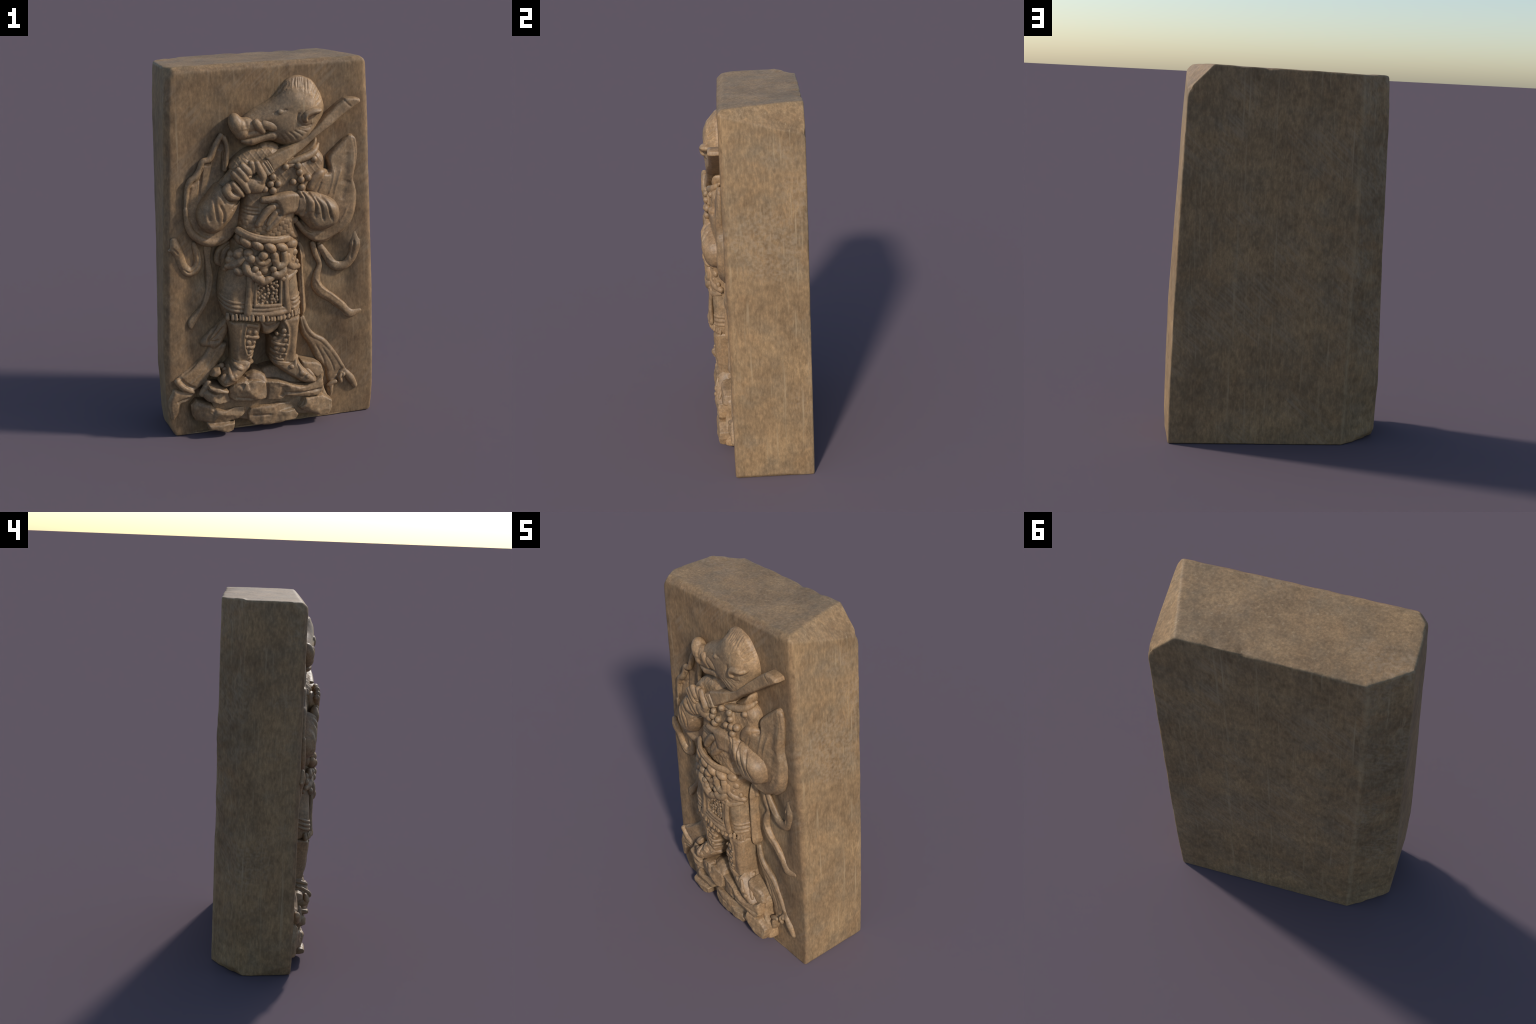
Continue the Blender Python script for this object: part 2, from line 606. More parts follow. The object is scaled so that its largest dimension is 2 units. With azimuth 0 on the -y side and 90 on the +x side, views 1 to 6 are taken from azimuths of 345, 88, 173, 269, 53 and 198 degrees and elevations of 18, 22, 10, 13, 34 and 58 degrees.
    # notch low on the back ridge
    for c, r, dep in (((-.40, .26, .80), .06, .012), ((-.545, .19, .33), .07, -.008), ((.515, .262, 1.872), .02, .012),
                      ((.25, .262, 1.995), .035, .006), ((.12, .264, 1.995), .025, .007), ((-.05, .266, 1.992), .03, .004)):
        q = np.linalg.norm(P - np.array(c), axis=1)
        d -= dep * np.exp(-(q / r) ** 2)
    # the hollow round the figure
    face = np.clip((-N[:, 1] - .8) / .15, 0, 1)
    P[:, 1] += face * hollow(P[:, 0], P[:, 2])
    edge = np.clip((np.abs(N).max(1) - .72) / .25, 0, 1)
    d -= (1 - edge) * .004 * np.clip(vnoise(P, 16, 12.), 0, 1)
    P = P + N * d[:, None]
    P[:, 2] = np.maximum(P[:, 2], 0.0)
    me.vertices.foreach_set('co', P.ravel())
    me.update()
    return me


slab = add('slab', build_slab(), root, STONE_SLAB)

# ------------------------------------------------------------------ head
inner = catmull([(0.022, -0.225, 1.817), (0.051, -0.225, 1.838), (0.094, -0.225, 1.848), (0.144, -0.225, 1.848),
        (0.190, -0.225, 1.830), (0.220, -0.225, 1.800), (0.234, -0.225, 1.757)], 12)
outer = catmull([(0.051, -0.180, 1.838), (0.082, -0.180, 1.877), (0.115, -0.180, 1.901), (0.155, -0.180, 1.908),
        (0.202, -0.180, 1.896), (0.255, -0.180, 1.843), (0.286, -0.180, 1.780)], 12)
mane = []
for k in range(26):
    i = int((k + rng.uniform(.1, .6)) / 26 * (len(inner) - 1))
    a, b = inner[i], outer[i]
    c = (a + b) / 2 + np.array((rng.uniform(-.006, .006), 0, rng.uniform(-.004, .004)))
    mane.append(([a + (c - a) * rng.uniform(-.3, .3), c, b], .0045, rng.uniform(.002, .0045)))
head = part('head', [
    pillow([(-0.146, -0.195, 1.715), (-0.089, -0.195, 1.758), (0.004, -0.195, 1.805), (0.061, -0.195, 1.865),
            (0.094, -0.195, 1.901), (0.144, -0.195, 1.917), (0.194, -0.195, 1.905), (0.230, -0.195, 1.884),
            (0.261, -0.195, 1.841), (0.284, -0.195, 1.792), (0.293, -0.195, 1.736), (0.278, -0.195, 1.672),
            (0.257, -0.195, 1.625), (0.223, -0.195, 1.581), (0.176, -0.195, 1.548), (0.108, -0.195, 1.546),
            (0.057, -0.195, 1.565), (0.007, -0.195, 1.588), (-0.026, -0.195, 1.601), (-0.038, -0.195, 1.641),
            (-0.078, -0.195, 1.637), (-0.141, -0.195, 1.625), (-0.156, -0.195, 1.668)],
           [((-0.150, -0.210, 1.670), .068), ((-0.121, -0.210, 1.665), .068), ((-0.080, -0.220, 1.699), .076),
                   ((0.042, -0.230, 1.744), .090), ((0.078, -0.240, 1.676), .098), ((0.129, -0.240, 1.798), .098),
                   ((0.189, -0.240, 1.750), .098),
            ((0.152, -0.200, 1.864), .060), ((0.151, -0.170, 1.904), .030), ((0.256, -0.200, 1.810), .048),
                    ((0.269, -0.200, 1.706), .05), ((0.097, -0.230, 1.593), .082), ((0.001, -0.220, 1.620), .07)],
           .085, .0),
    ], strokes=[
    # wrinkles round the eye and the ear
    ([(0.054, -0.240, 1.751), (0.064, -0.240, 1.755), (0.076, -0.240, 1.753)], .005, .004), ([(0.021, -0.240, 1.744),
            (0.012, -0.240, 1.743), (0.003, -0.240, 1.737)], .005, .0035),
    ([(0.141, -0.250, 1.741), (0.129, -0.250, 1.717), (0.135, -0.250, 1.691), (0.155, -0.250, 1.673)], .006, .007),
            ([(0.145, -0.240, 1.672), (0.179, -0.240, 1.665), (0.215, -0.240, 1.674)], .007, .006),
    ([(0.138, -0.240, 1.661), (0.172, -0.240, 1.653), (0.209, -0.240, 1.660)], .006, .004),
    # strands of the mane
    *mane,
    ([(0.056, -0.220, 1.840), (0.096, -0.220, 1.850), (0.146, -0.220, 1.851), (0.192, -0.220, 1.832), (0.222, -0.220, 1.802)], .012, -.003),
    # whiskers of the jowl
    ([(0.035, -0.230, 1.636), (0.061, -0.230, 1.605), (0.081, -0.230, 1.578)], .005, .003), ([(0.058, -0.230, 1.641),
            (0.081, -0.230, 1.617), (0.104, -0.230, 1.586)], .005, .003), ([(0.081, -0.230, 1.646), (0.108, -0.230, 1.624),
            (0.131, -0.230, 1.597)], .005, .003),
    ([(0.105, -0.230, 1.651), (0.135, -0.230, 1.632), (0.158, -0.230, 1.615)], .005, .003), ([(0.128, -0.230, 1.655),
            (0.158, -0.230, 1.644), (0.182, -0.230, 1.633)], .005, .003)],
    voxel=.0026, smooth=6)
part('snout', [
    ball((-0.171, -0.182, 1.683), (.040, .044, .064), .42),
    ball((-0.181, -0.180, 1.699), (.036, .040, .048), .2),
    ball((-0.148, -0.184, 1.649), (.040, .042, .040), .3),
    tube([(-0.154, -0.186, 1.677), (-0.121, -0.186, 1.679), (-0.088, -0.186, 1.680)], [.048, .044, .040], .85),
    ], head, strokes=[([(-0.149, -0.230, 1.731), (-0.137, -0.230, 1.704), (-0.133, -0.230, 1.669)], .008, .004)], voxel=.0026, smooth=9)
part('upper_lip', [
    tube([(-0.083, -0.218, 1.699), (-0.067, -0.218, 1.676), (-0.046, -0.218, 1.652)], [.020, .023, .014], .8),
    tube([(-0.040, -0.216, 1.688), (-0.007, -0.216, 1.676), (0.014, -0.216, 1.668)], [.023, .025, .021], .8),
    tube([(-0.135, -0.196, 1.635), (-0.092, -0.196, 1.643), (-0.045, -0.196, 1.645)], [.020, .022, .018])], head, voxel=.0026)
part('lower_jaw', [
    tube([(-0.144, -0.190, 1.605), (-0.104, -0.190, 1.602), (-0.064, -0.190, 1.613), (-0.024, -0.190, 1.623),
            (0.009, -0.190, 1.627)], [.013, .024, .024, .026, .03], 1.2),
    ], head, strokes=[([(-0.085, -0.220, 1.640), (-0.045, -0.220, 1.643), (-0.012, -0.220, 1.648)], .006, .006)], voxel=.0026)
part('eye', [ball(on_surface(head, [(0.039, -0.238, 1.745)], .006)[0], (.017, .012, .016))], head, voxel=.0022, smooth=2, wear=0)
part('ear', [
    pillow([(0.147, -0.250, 1.715), (0.156, -0.250, 1.737), (0.179, -0.250, 1.753), (0.217, -0.235, 1.761),
            (0.251, -0.215, 1.755), (0.261, -0.210, 1.741), (0.249, -0.220, 1.724), (0.216, -0.250, 1.713),
            (0.189, -0.250, 1.705), (0.189, -0.250, 1.692), (0.179, -0.250, 1.680), (0.159, -0.250, 1.684),
            (0.149, -0.250, 1.696)],
           [((0.169, -0.250, 1.720), .112), ((0.229, -0.240, 1.746), .104), ((0.172, -0.250, 1.691), .106)], .03, .07)],
     head, strokes=[([(0.224, -0.255, 1.718), (0.201, -0.255, 1.705), (0.184, -0.255, 1.704)], .008, .009)], voxel=.0024)

part('neck', [pillow([(0.099, -0.200, 1.495), (0.140, -0.200, 1.525), (0.184, -0.200, 1.558), (0.235, -0.200, 1.601),
        (0.252, -0.200, 1.583), (0.242, -0.200, 1.544), (0.215, -0.200, 1.520), (0.157, -0.200, 1.498)],
                     [((0.191, -0.200, 1.538), .06)], .05, .02),
              pillow([(-0.078, -0.190, 1.568), (-0.051, -0.190, 1.592), (-0.008, -0.190, 1.593), (0.042, -0.190, 1.570),
                      (0.048, -0.190, 1.530), (0.001, -0.190, 1.513), (-0.046, -0.190, 1.523),
                      (-0.072, -0.190, 1.545)], [((-0.008, -0.190, 1.553), .05)], .03, .02)],
     strokes=[([(-0.064, -0.200, 1.589), (-0.055, -0.200, 1.555), (-0.028, -0.200, 1.531)], .006, .005),
             ([(-0.014, -0.200, 1.592), (-0.018, -0.200, 1.563), (-0.005, -0.200, 1.529)], .006, .004)])

# ------------------------------------------------------------------ sword
sword = part('sword_blade', [
    pillow([(-0.045, -0.225, 1.521), (-0.000, -0.220, 1.538), (0.130, -0.210, 1.588), (0.186, -0.205, 1.621),
            (0.230, -0.195, 1.659), (0.288, -0.185, 1.709), (0.346, -0.175, 1.756), (0.395, -0.162, 1.789),
            (0.440, -0.160, 1.791), (0.470, -0.160, 1.785), (0.476, -0.162, 1.766), (0.435, -0.200, 1.738),
            (0.377, -0.205, 1.701), (0.307, -0.210, 1.649), (0.224, -0.215, 1.596), (0.161, -0.220, 1.543),
            (0.085, -0.225, 1.493), (-0.005, -0.230, 1.438)],
           [((-0.013, -0.240, 1.492), .092), ((0.200, -0.225, 1.621), .078), ((0.399, -0.200, 1.750), .060)], .014, .045, sharp=True)],
    strokes=[([(0.374, -0.220, 1.797), (0.398, -0.220, 1.766), (0.422, -0.220, 1.745)], .006, .003)], smooth=5)
part('sword_guard', [
    pillow([(-0.081, -0.235, 1.492), (-0.056, -0.235, 1.506), (-0.029, -0.235, 1.514), (-0.008, -0.235, 1.482),
            (0.010, -0.235, 1.444), (-0.013, -0.235, 1.429), (-0.039, -0.235, 1.419),
            (-0.061, -0.235, 1.453)], [((-0.041, -0.245, 1.470), .100)], .012, .07, sharp=True)],
    sword, strokes=[([(-0.059, -0.260, 1.509), (-0.036, -0.260, 1.473), (-0.016, -0.260, 1.439)], .005, .006),
            ([(-0.046, -0.260, 1.514), (-0.024, -0.260, 1.480), (-0.006, -0.260, 1.446)], .005, .004)])

# ------------------------------------------------------------------ torso
part('torso', [
    pillow([(-0.195, -0.200, 1.509), (-0.144, -0.200, 1.550), (-0.086, -0.200, 1.570), (0.005, -0.200, 1.576),
            (0.148, -0.200, 1.500), (0.233, -0.200, 1.535), (0.276, -0.200, 1.511), (0.289, -0.200, 1.465),
            (0.276, -0.200, 1.399), (0.216, -0.200, 1.361), (0.190, -0.200, 1.313), (0.138, -0.200, 1.223),
            (0.122, -0.200, 1.156), (0.128, -0.200, 1.061), (-0.180, -0.200, 1.081), (-0.187, -0.200, 1.142),
            (-0.172, -0.200, 1.250), (-0.158, -0.200, 1.333), (-0.189, -0.200, 1.418), (-0.220, -0.200, 1.470)],
           [((-0.106, -0.210, 1.529), .06), ((-0.028, -0.220, 1.369), .075), ((0.099, -0.220, 1.417), .078),
                   ((0.233, -0.200, 1.469), .055), ((-0.114, -0.220, 1.251), .075), ((-0.037, -0.240, 1.165), .095),
                   ((0.048, -0.240, 1.157), .092), ((0.096, -0.220, 1.078), .075), ((-0.167, -0.220, 1.129), .07)],
           .045, .015)],
    strokes=[([(-0.162, -0.230, 1.278), (-0.117, -0.230, 1.266), (-0.075, -0.230, 1.258)], .005, .006),
            ([(-0.164, -0.230, 1.259), (-0.117, -0.230, 1.247), (-0.075, -0.230, 1.240)], .005, .006),
            ([(-0.167, -0.230, 1.241), (-0.117, -0.230, 1.228), (-0.076, -0.230, 1.221)], .005, .006)],
    relief=[scale_pattern([(-0.184, -0.230, 1.222), (-0.067, -0.230, 1.211), (0.103, -0.230, 1.192), (0.111, -0.230, 1.097),
            (0.007, -0.230, 1.094), (-0.120, -0.230, 1.123), (-0.190, -0.230, 1.163)], .030, .0035, .2),
            lattice_pattern([(-0.217, -0.220, 1.482), (-0.108, -0.220, 1.571), (0.235, -0.220, 1.522), (0.278, -0.220, 1.453),
                    (0.192, -0.220, 1.368), (0.014, -0.220, 1.357), (-0.114, -0.220, 1.284),
                    (-0.163, -0.220, 1.338)], .036, .0013)])
part('collar', [tube([(0.084, -0.215, 1.481), (0.135, -0.215, 1.494), (0.189, -0.205, 1.508), (0.228, -0.190, 1.526),
        (0.259, -0.162, 1.557)], [.014, .020, .021, .020, .009])])

necklace = part('necklace_cord', [tube([(0.069, -0.222, 1.463), (0.103, -0.222, 1.469), (0.137, -0.222, 1.462),
        (0.145, -0.222, 1.428), (0.149, -0.222, 1.391), (0.151, -0.222, 1.353)], .012)])
for u in [(0.065, -0.235, 1.466), (0.130, -0.235, 1.467), (0.137, -0.235, 1.434), (0.144, -0.238, 1.395),
        (0.101, -0.240, 1.386), (0.180, -0.232, 1.403), (0.147, -0.235, 1.354), (0.223, -0.206, 1.490),
          (-0.005, -0.236, 1.420), (-0.018, -0.236, 1.384), (0.023, -0.232, 1.380), (-0.048, -0.238, 1.360), (-0.005, -0.234, 1.349)]:
    part('bead', [ball(u, .0195 * rng.uniform(.9, 1.12))], necklace, voxel=.0026, smooth=2, wear=.001, seed=u[0])

# ------------------------------------------------------------------ sword arm
part('arm', [tube([(-0.137, -0.180, 1.480), (-0.206, -0.170, 1.413), (-0.273, -0.160, 1.345),
        (-0.315, -0.155, 1.285)], [.050, .038, .036, .036], .9)],
     relief=[lattice_pattern([(-0.188, -0.210, 1.535), (-0.107, -0.210, 1.496), (-0.225, -0.210, 1.374),
             (-0.343, -0.210, 1.285), (-0.391, -0.210, 1.322), (-0.290, -0.210, 1.428)], .034, .0013)])
part('sleeve', [
    pillow([(-0.289, -0.210, 1.392), (-0.327, -0.210, 1.354), (-0.383, -0.210, 1.284), (-0.395, -0.210, 1.231),
            (-0.383, -0.210, 1.180), (-0.343, -0.210, 1.138), (-0.302, -0.210, 1.128), (-0.259, -0.210, 1.148),
            (-0.221, -0.210, 1.190), (-0.199, -0.210, 1.222), (-0.177, -0.210, 1.258), (-0.159, -0.210, 1.298),
            (-0.188, -0.210, 1.313), (-0.217, -0.210, 1.336), (-0.252, -0.210, 1.389)],
           [((-0.303, -0.250, 1.250), .108), ((-0.339, -0.240, 1.201), .1), ((-0.260, -0.250, 1.309), .108),
                   ((-0.366, -0.220, 1.252), .085), ((-0.194, -0.230, 1.290), .08),
                   ((-0.303, -0.220, 1.154), .075)], .05, .012),
    ],
    strokes=[([(-0.312, -0.250, 1.346), (-0.308, -0.250, 1.284), (-0.296, -0.250, 1.204)], .007, .008),
            ([(-0.285, -0.250, 1.302), (-0.264, -0.250, 1.251), (-0.269, -0.250, 1.197)], .007, .008),
            ([(-0.341, -0.250, 1.324), (-0.347, -0.250, 1.267), (-0.337, -0.250, 1.208)], .010, .005),
             ([(-0.218, -0.240, 1.261), (-0.209, -0.240, 1.277), (-0.171, -0.240, 1.307)], .007, .007),
                     ([(-0.371, -0.250, 1.285), (-0.376, -0.250, 1.248), (-0.366, -0.250, 1.202)], .01, .004),
                     ([(-0.295, -0.250, 1.365), (-0.271, -0.250, 1.334), (-0.256, -0.250, 1.296)], .008, .005)],
    voxel=.003)
part('cuff', [
    tube([(-0.234, -0.235, 1.389), (-0.245, -0.235, 1.365), (-0.227, -0.235, 1.339), (-0.198, -0.235, 1.331),
            (-0.185, -0.235, 1.344)], [.022, .027, .026, .022, .018]),
    tube([(-0.214, -0.242, 1.401), (-0.195, -0.242, 1.375), (-0.175, -0.242, 1.349),
            (-0.165, -0.242, 1.338)], [.018, .020, .018, .012])], voxel=.0026)
part('hand', [
    ball((-0.103, -0.225, 1.384), (.066, .04, .045), -.3),
    ball((-0.076, -0.232, 1.405), (.034, .03, .036)),
    ball((-0.161, -0.212, 1.431), (.055, .04, .055)),
    tube([(-0.210, -0.245, 1.455), (-0.178, -0.245, 1.420), (-0.154, -0.245, 1.385), (-0.138, -0.245, 1.359)], [.018, .021, .020, .017]),
    tube([(-0.188, -0.250, 1.474), (-0.164, -0.250, 1.444), (-0.150, -0.250, 1.423)], [.017, .020, .017]),
    tube([(-0.165, -0.248, 1.492), (-0.141, -0.248, 1.466), (-0.129, -0.248, 1.441)], [.018, .021, .017]),
    tube([(-0.120, -0.244, 1.500), (-0.112, -0.244, 1.480), (-0.109, -0.244, 1.455)], [.017, .018, .014]),
    tube([(-0.090, -0.246, 1.499), (-0.076, -0.246, 1.465), (-0.060, -0.246, 1.431), (-0.065, -0.246, 1.407)], [.017, .020, .022, .018])],
    strokes=[([(-0.138, -0.250, 1.438), (-0.109, -0.250, 1.436), (-0.072, -0.250, 1.412)], .007, .008)], voxel=.0024, smooth=4)

# ------------------------------------------------------------------ free arm
part('sleeve', [
    pillow([(0.125, -0.230, 1.334), (0.172, -0.230, 1.334), (0.223, -0.230, 1.324), (0.271, -0.230, 1.305),
            (0.319, -0.230, 1.278), (0.349, -0.230, 1.249), (0.363, -0.230, 1.210), (0.361, -0.230, 1.167),
            (0.342, -0.230, 1.134), (0.302, -0.230, 1.114), (0.250, -0.230, 1.106), (0.206, -0.230, 1.118),
            (0.171, -0.230, 1.154), (0.137, -0.230, 1.195), (0.094, -0.230, 1.216), (0.078, -0.230, 1.277),
            (0.095, -0.230, 1.330)],
           [((0.123, -0.250, 1.278), .1), ((0.202, -0.270, 1.272), .122), ((0.285, -0.277, 1.237), .128),
                   ((0.226, -0.260, 1.174), .108), ((0.295, -0.250, 1.148), .1)], .055, .035),
    tube([(0.140, -0.235, 1.329), (0.166, -0.235, 1.296), (0.170, -0.235, 1.249), (0.148, -0.235, 1.215)], [.018, .024, .024, .018])],
    strokes=[([(0.143, -0.260, 1.341), (0.164, -0.260, 1.302), (0.170, -0.260, 1.255), (0.158, -0.260, 1.214)], .006, .010),
            ([(0.178, -0.270, 1.337), (0.202, -0.270, 1.297), (0.214, -0.270, 1.254), (0.214, -0.270, 1.195)], .006, .010),
            ([(0.210, -0.270, 1.309), (0.240, -0.270, 1.260), (0.253, -0.270, 1.208), (0.260, -0.270, 1.174)], .006, .010),
             ([(0.244, -0.270, 1.312), (0.275, -0.270, 1.270), (0.292, -0.270, 1.213), (0.310, -0.270, 1.165)], .006, .010),
                     ([(0.117, -0.270, 1.338), (0.123, -0.270, 1.295), (0.118, -0.270, 1.250)], .006, .007),
                     ([(0.174, -0.250, 1.227), (0.182, -0.250, 1.175), (0.208, -0.250, 1.134)], .008, .005),
             ([(0.202, -0.270, 1.297), (0.223, -0.270, 1.253), (0.232, -0.270, 1.210)], .016, -.005), ([(0.168, -0.270, 1.317),
                     (0.189, -0.270, 1.273), (0.193, -0.270, 1.222)], .016, -.005)])
part('hand', [
    pillow([(-0.072, -0.245, 1.314), (-0.053, -0.245, 1.327), (-0.002, -0.245, 1.332), (0.053, -0.245, 1.344),
            (0.108, -0.245, 1.341), (0.146, -0.245, 1.321), (0.150, -0.245, 1.253), (0.115, -0.245, 1.218),
            (0.072, -0.245, 1.209), (0.030, -0.245, 1.200), (0.015, -0.245, 1.244), (-0.003, -0.245, 1.283),
            (-0.045, -0.245, 1.280), (-0.066, -0.245, 1.293)],
           [((0.046, -0.265, 1.288), .118), ((-0.038, -0.250, 1.308), .112), ((0.131, -0.250, 1.277), .100)], .03, .05),
    tube([(-0.057, -0.238, 1.303), (-0.030, -0.238, 1.304), (0.004, -0.238, 1.306), (0.052, -0.230, 1.304)], [.019, .022, .022, .016]),
    tube([(0.034, -0.235, 1.269), (-0.002, -0.240, 1.267), (-0.038, -0.240, 1.245), (-0.070, -0.240, 1.206),
            (-0.090, -0.240, 1.178)], [.016, .020, .022, .021, .017]),
    tube([(0.042, -0.235, 1.247), (0.010, -0.240, 1.235), (-0.013, -0.240, 1.209), (-0.035, -0.240, 1.177)], [.014, .017, .018, .014]),
    tube([(0.054, -0.235, 1.221), (0.023, -0.240, 1.204), (-0.001, -0.240, 1.178), (-0.035, -0.240, 1.148)], [.016, .020, .021, .016])],
    strokes=[([(-0.053, -0.260, 1.281), (-0.028, -0.260, 1.284), (-0.001, -0.260, 1.289)], .005, .006),
            ([(0.001, -0.260, 1.287), (0.011, -0.260, 1.252), (0.026, -0.260, 1.209)], .006, .003)], voxel=.0024, smooth=5)
part('arm', [tube([(0.043, -0.200, 1.174), (0.077, -0.200, 1.180), (0.120, -0.200, 1.176)], [.012, .016, .02])])

# ------------------------------------------------------------------ hanging robes and scarves
part('robe', [
    pillow([(0.196, -0.155, 1.304), (0.209, -0.155, 1.350), (0.233, -0.155, 1.390), (0.270, -0.155, 1.419),
            (0.309, -0.155, 1.418), (0.304, -0.155, 1.486), (0.352, -0.155, 1.539), (0.404, -0.155, 1.584),
            (0.443, -0.155, 1.598), (0.461, -0.155, 1.563), (0.467, -0.155, 1.483), (0.459, -0.155, 1.398),
            (0.455, -0.155, 1.360), (0.467, -0.155, 1.312), (0.465, -0.155, 1.234), (0.453, -0.155, 1.165),
            (0.422, -0.155, 1.111), (0.373, -0.155, 1.067), (0.319, -0.155, 1.036), (0.275, -0.155, 1.025),
            (0.230, -0.155, 1.034), (0.190, -0.155, 1.066), (0.160, -0.155, 1.104), (0.134, -0.155, 1.159),
            (0.239, -0.155, 1.201)],
           [((0.244, -0.220, 1.408), .075), ((0.227, -0.220, 1.350), .072), ((0.361, -0.180, 1.453), .034),
                   ((0.430, -0.170, 1.543), .026), ((0.406, -0.180, 1.301), .036), ((0.408, -0.180, 1.193), .042),
                   ((0.280, -0.165, 1.069), .028), ((0.187, -0.180, 1.126), .04)], .022, .0),
    tube([(0.428, -0.162, 1.583), (0.452, -0.162, 1.565), (0.459, -0.162, 1.485), (0.452, -0.162, 1.409)], [.012, .014, .013, .010]),
    tube([(0.447, -0.152, 1.334), (0.459, -0.152, 1.282), (0.453, -0.152, 1.204), (0.427, -0.152, 1.131),
            (0.378, -0.152, 1.079)], [.010, .016, .018, .02, .016]),
    tube([(0.132, -0.195, 1.161), (0.183, -0.180, 1.104), (0.237, -0.162, 1.064), (0.299, -0.150, 1.046),
            (0.352, -0.150, 1.072)], [.014, .02, .023, .022, .014]),
    tube([(0.201, -0.200, 1.344), (0.220, -0.200, 1.384), (0.255, -0.200, 1.411), (0.295, -0.170, 1.410)], [.026, .028, .026, .018])],
    strokes=[([(0.340, -0.190, 1.428), (0.323, -0.190, 1.353), (0.304, -0.190, 1.290)], .007, -.005), ([(0.380, -0.190, 1.425),
            (0.354, -0.190, 1.359), (0.335, -0.190, 1.284)], .007, -.005), ([(0.410, -0.190, 1.515), (0.402, -0.190, 1.431),
            (0.385, -0.190, 1.331)], .02, .006),
             ([(0.262, -0.190, 1.375), (0.245, -0.190, 1.334), (0.236, -0.190, 1.309)], .006, .005), ([(0.424, -0.190, 1.362),
                     (0.398, -0.190, 1.313), (0.381, -0.190, 1.250)], .015, .005), ([(0.413, -0.200, 1.219),
                     (0.392, -0.200, 1.169), (0.365, -0.200, 1.132)], .006, -.003),
             ([(0.169, -0.210, 1.127), (0.221, -0.210, 1.098), (0.291, -0.210, 1.092)], .006, .006)])
part('robe', [
    pillow([(-0.249, -0.156, 1.646), (-0.283, -0.156, 1.608), (-0.309, -0.156, 1.557), (-0.326, -0.156, 1.526),
            (-0.364, -0.156, 1.500), (-0.378, -0.156, 1.456), (-0.411, -0.156, 1.426), (-0.433, -0.156, 1.395),
            (-0.450, -0.156, 1.335), (-0.456, -0.156, 1.260), (-0.450, -0.156, 1.188), (-0.431, -0.156, 1.136),
            (-0.391, -0.156, 1.094), (-0.342, -0.156, 1.063), (-0.292, -0.156, 1.052), (-0.241, -0.156, 1.066),
            (-0.197, -0.156, 1.105), (-0.170, -0.156, 1.150), (-0.150, -0.156, 1.212), (-0.140, -0.156, 1.275),
            (-0.195, -0.156, 1.355), (-0.225, -0.156, 1.457), (-0.210, -0.156, 1.562), (-0.221, -0.156, 1.624)],
           [((-0.271, -0.150, 1.525), .000), ((-0.336, -0.150, 1.427), .004), ((-0.285, -0.140, 1.421), -.012),
                   ((-0.354, -0.140, 1.339), -.004), ((-0.250, -0.140, 1.472), -.012), ((-0.404, -0.160, 1.332), .014),
                   ((-0.421, -0.160, 1.208), .018), ((-0.294, -0.170, 1.093), .03), ((-0.205, -0.180, 1.173), .035),
                   ((-0.236, -0.180, 1.281), .03)], .020, .0),
    tube([(-0.251, -0.163, 1.635), (-0.276, -0.163, 1.593), (-0.298, -0.163, 1.542), (-0.320, -0.163, 1.515),
            (-0.349, -0.163, 1.505), (-0.366, -0.163, 1.465), (-0.392, -0.163, 1.430), (-0.418, -0.163, 1.408),
            (-0.436, -0.163, 1.356), (-0.442, -0.163, 1.261)], [.014, .016, .016, .018, .018, .017, .018, .018, .014, .013]),
    tube([(-0.444, -0.168, 1.271), (-0.437, -0.168, 1.190), (-0.413, -0.168, 1.137), (-0.364, -0.168, 1.099),
            (-0.310, -0.168, 1.085), (-0.259, -0.168, 1.102)], [.014, .018, .021, .023, .024, .016]),
    tube([(-0.234, -0.160, 1.622), (-0.221, -0.160, 1.572), (-0.225, -0.160, 1.515), (-0.235, -0.160, 1.459)], [.014, .013, .014, .012])],
    strokes=[([(-0.340, -0.180, 1.495), (-0.322, -0.180, 1.488), (-0.300, -0.180, 1.496)], .008, .010),
            ([(-0.349, -0.180, 1.488), (-0.355, -0.180, 1.435), (-0.365, -0.180, 1.375), (-0.376, -0.180, 1.309)], .006, .008),
            ([(-0.410, -0.180, 1.386), (-0.424, -0.180, 1.338), (-0.431, -0.180, 1.256), (-0.421, -0.180, 1.205)], .006, .007),
             ([(-0.266, -0.170, 1.569), (-0.281, -0.170, 1.509), (-0.303, -0.170, 1.441), (-0.330, -0.170, 1.369)], .008, .006),
                     ([(-0.238, -0.170, 1.555), (-0.242, -0.170, 1.506), (-0.245, -0.170, 1.449)], .006, .008),
                     ([(-0.249, -0.170, 1.592), (-0.259, -0.170, 1.556)], .012, .006),
             ([(-0.388, -0.180, 1.417), (-0.401, -0.180, 1.394), (-0.376, -0.180, 1.404), (-0.359, -0.180, 1.419)], .008, .006),
                     ([(-0.385, -0.200, 1.161), (-0.349, -0.200, 1.136), (-0.299, -0.200, 1.123)], .008, .006)])

part('scarf', [tube([(-0.512, -0.166, 1.110), (-0.505, -0.164, 1.071), (-0.485, -0.156, 1.022), (-0.474, -0.152, 0.978),
        (-0.455, -0.146, 0.943), (-0.430, -0.144, 0.929), (-0.401, -0.144, 0.945), (-0.387, -0.144, 0.978),
        (-0.395, -0.146, 1.033), (-0.406, -0.146, 1.079)], [.020, .030, .025, .025, .028, .028, .026, .022, .019, .014], .75),
               tube([(-0.538, -0.162, 1.059), (-0.516, -0.162, 1.061), (-0.491, -0.162, 1.043)], [.008, .02, .015])],
     strokes=[([(-0.469, -0.180, 0.952), (-0.437, -0.180, 0.929), (-0.403, -0.180, 0.949), (-0.383, -0.180, 0.989),
             (-0.392, -0.180, 1.057)], .005, .005), ([(-0.526, -0.180, 1.074), (-0.508, -0.180, 1.058),
             (-0.495, -0.180, 1.038)], .005, .005)])
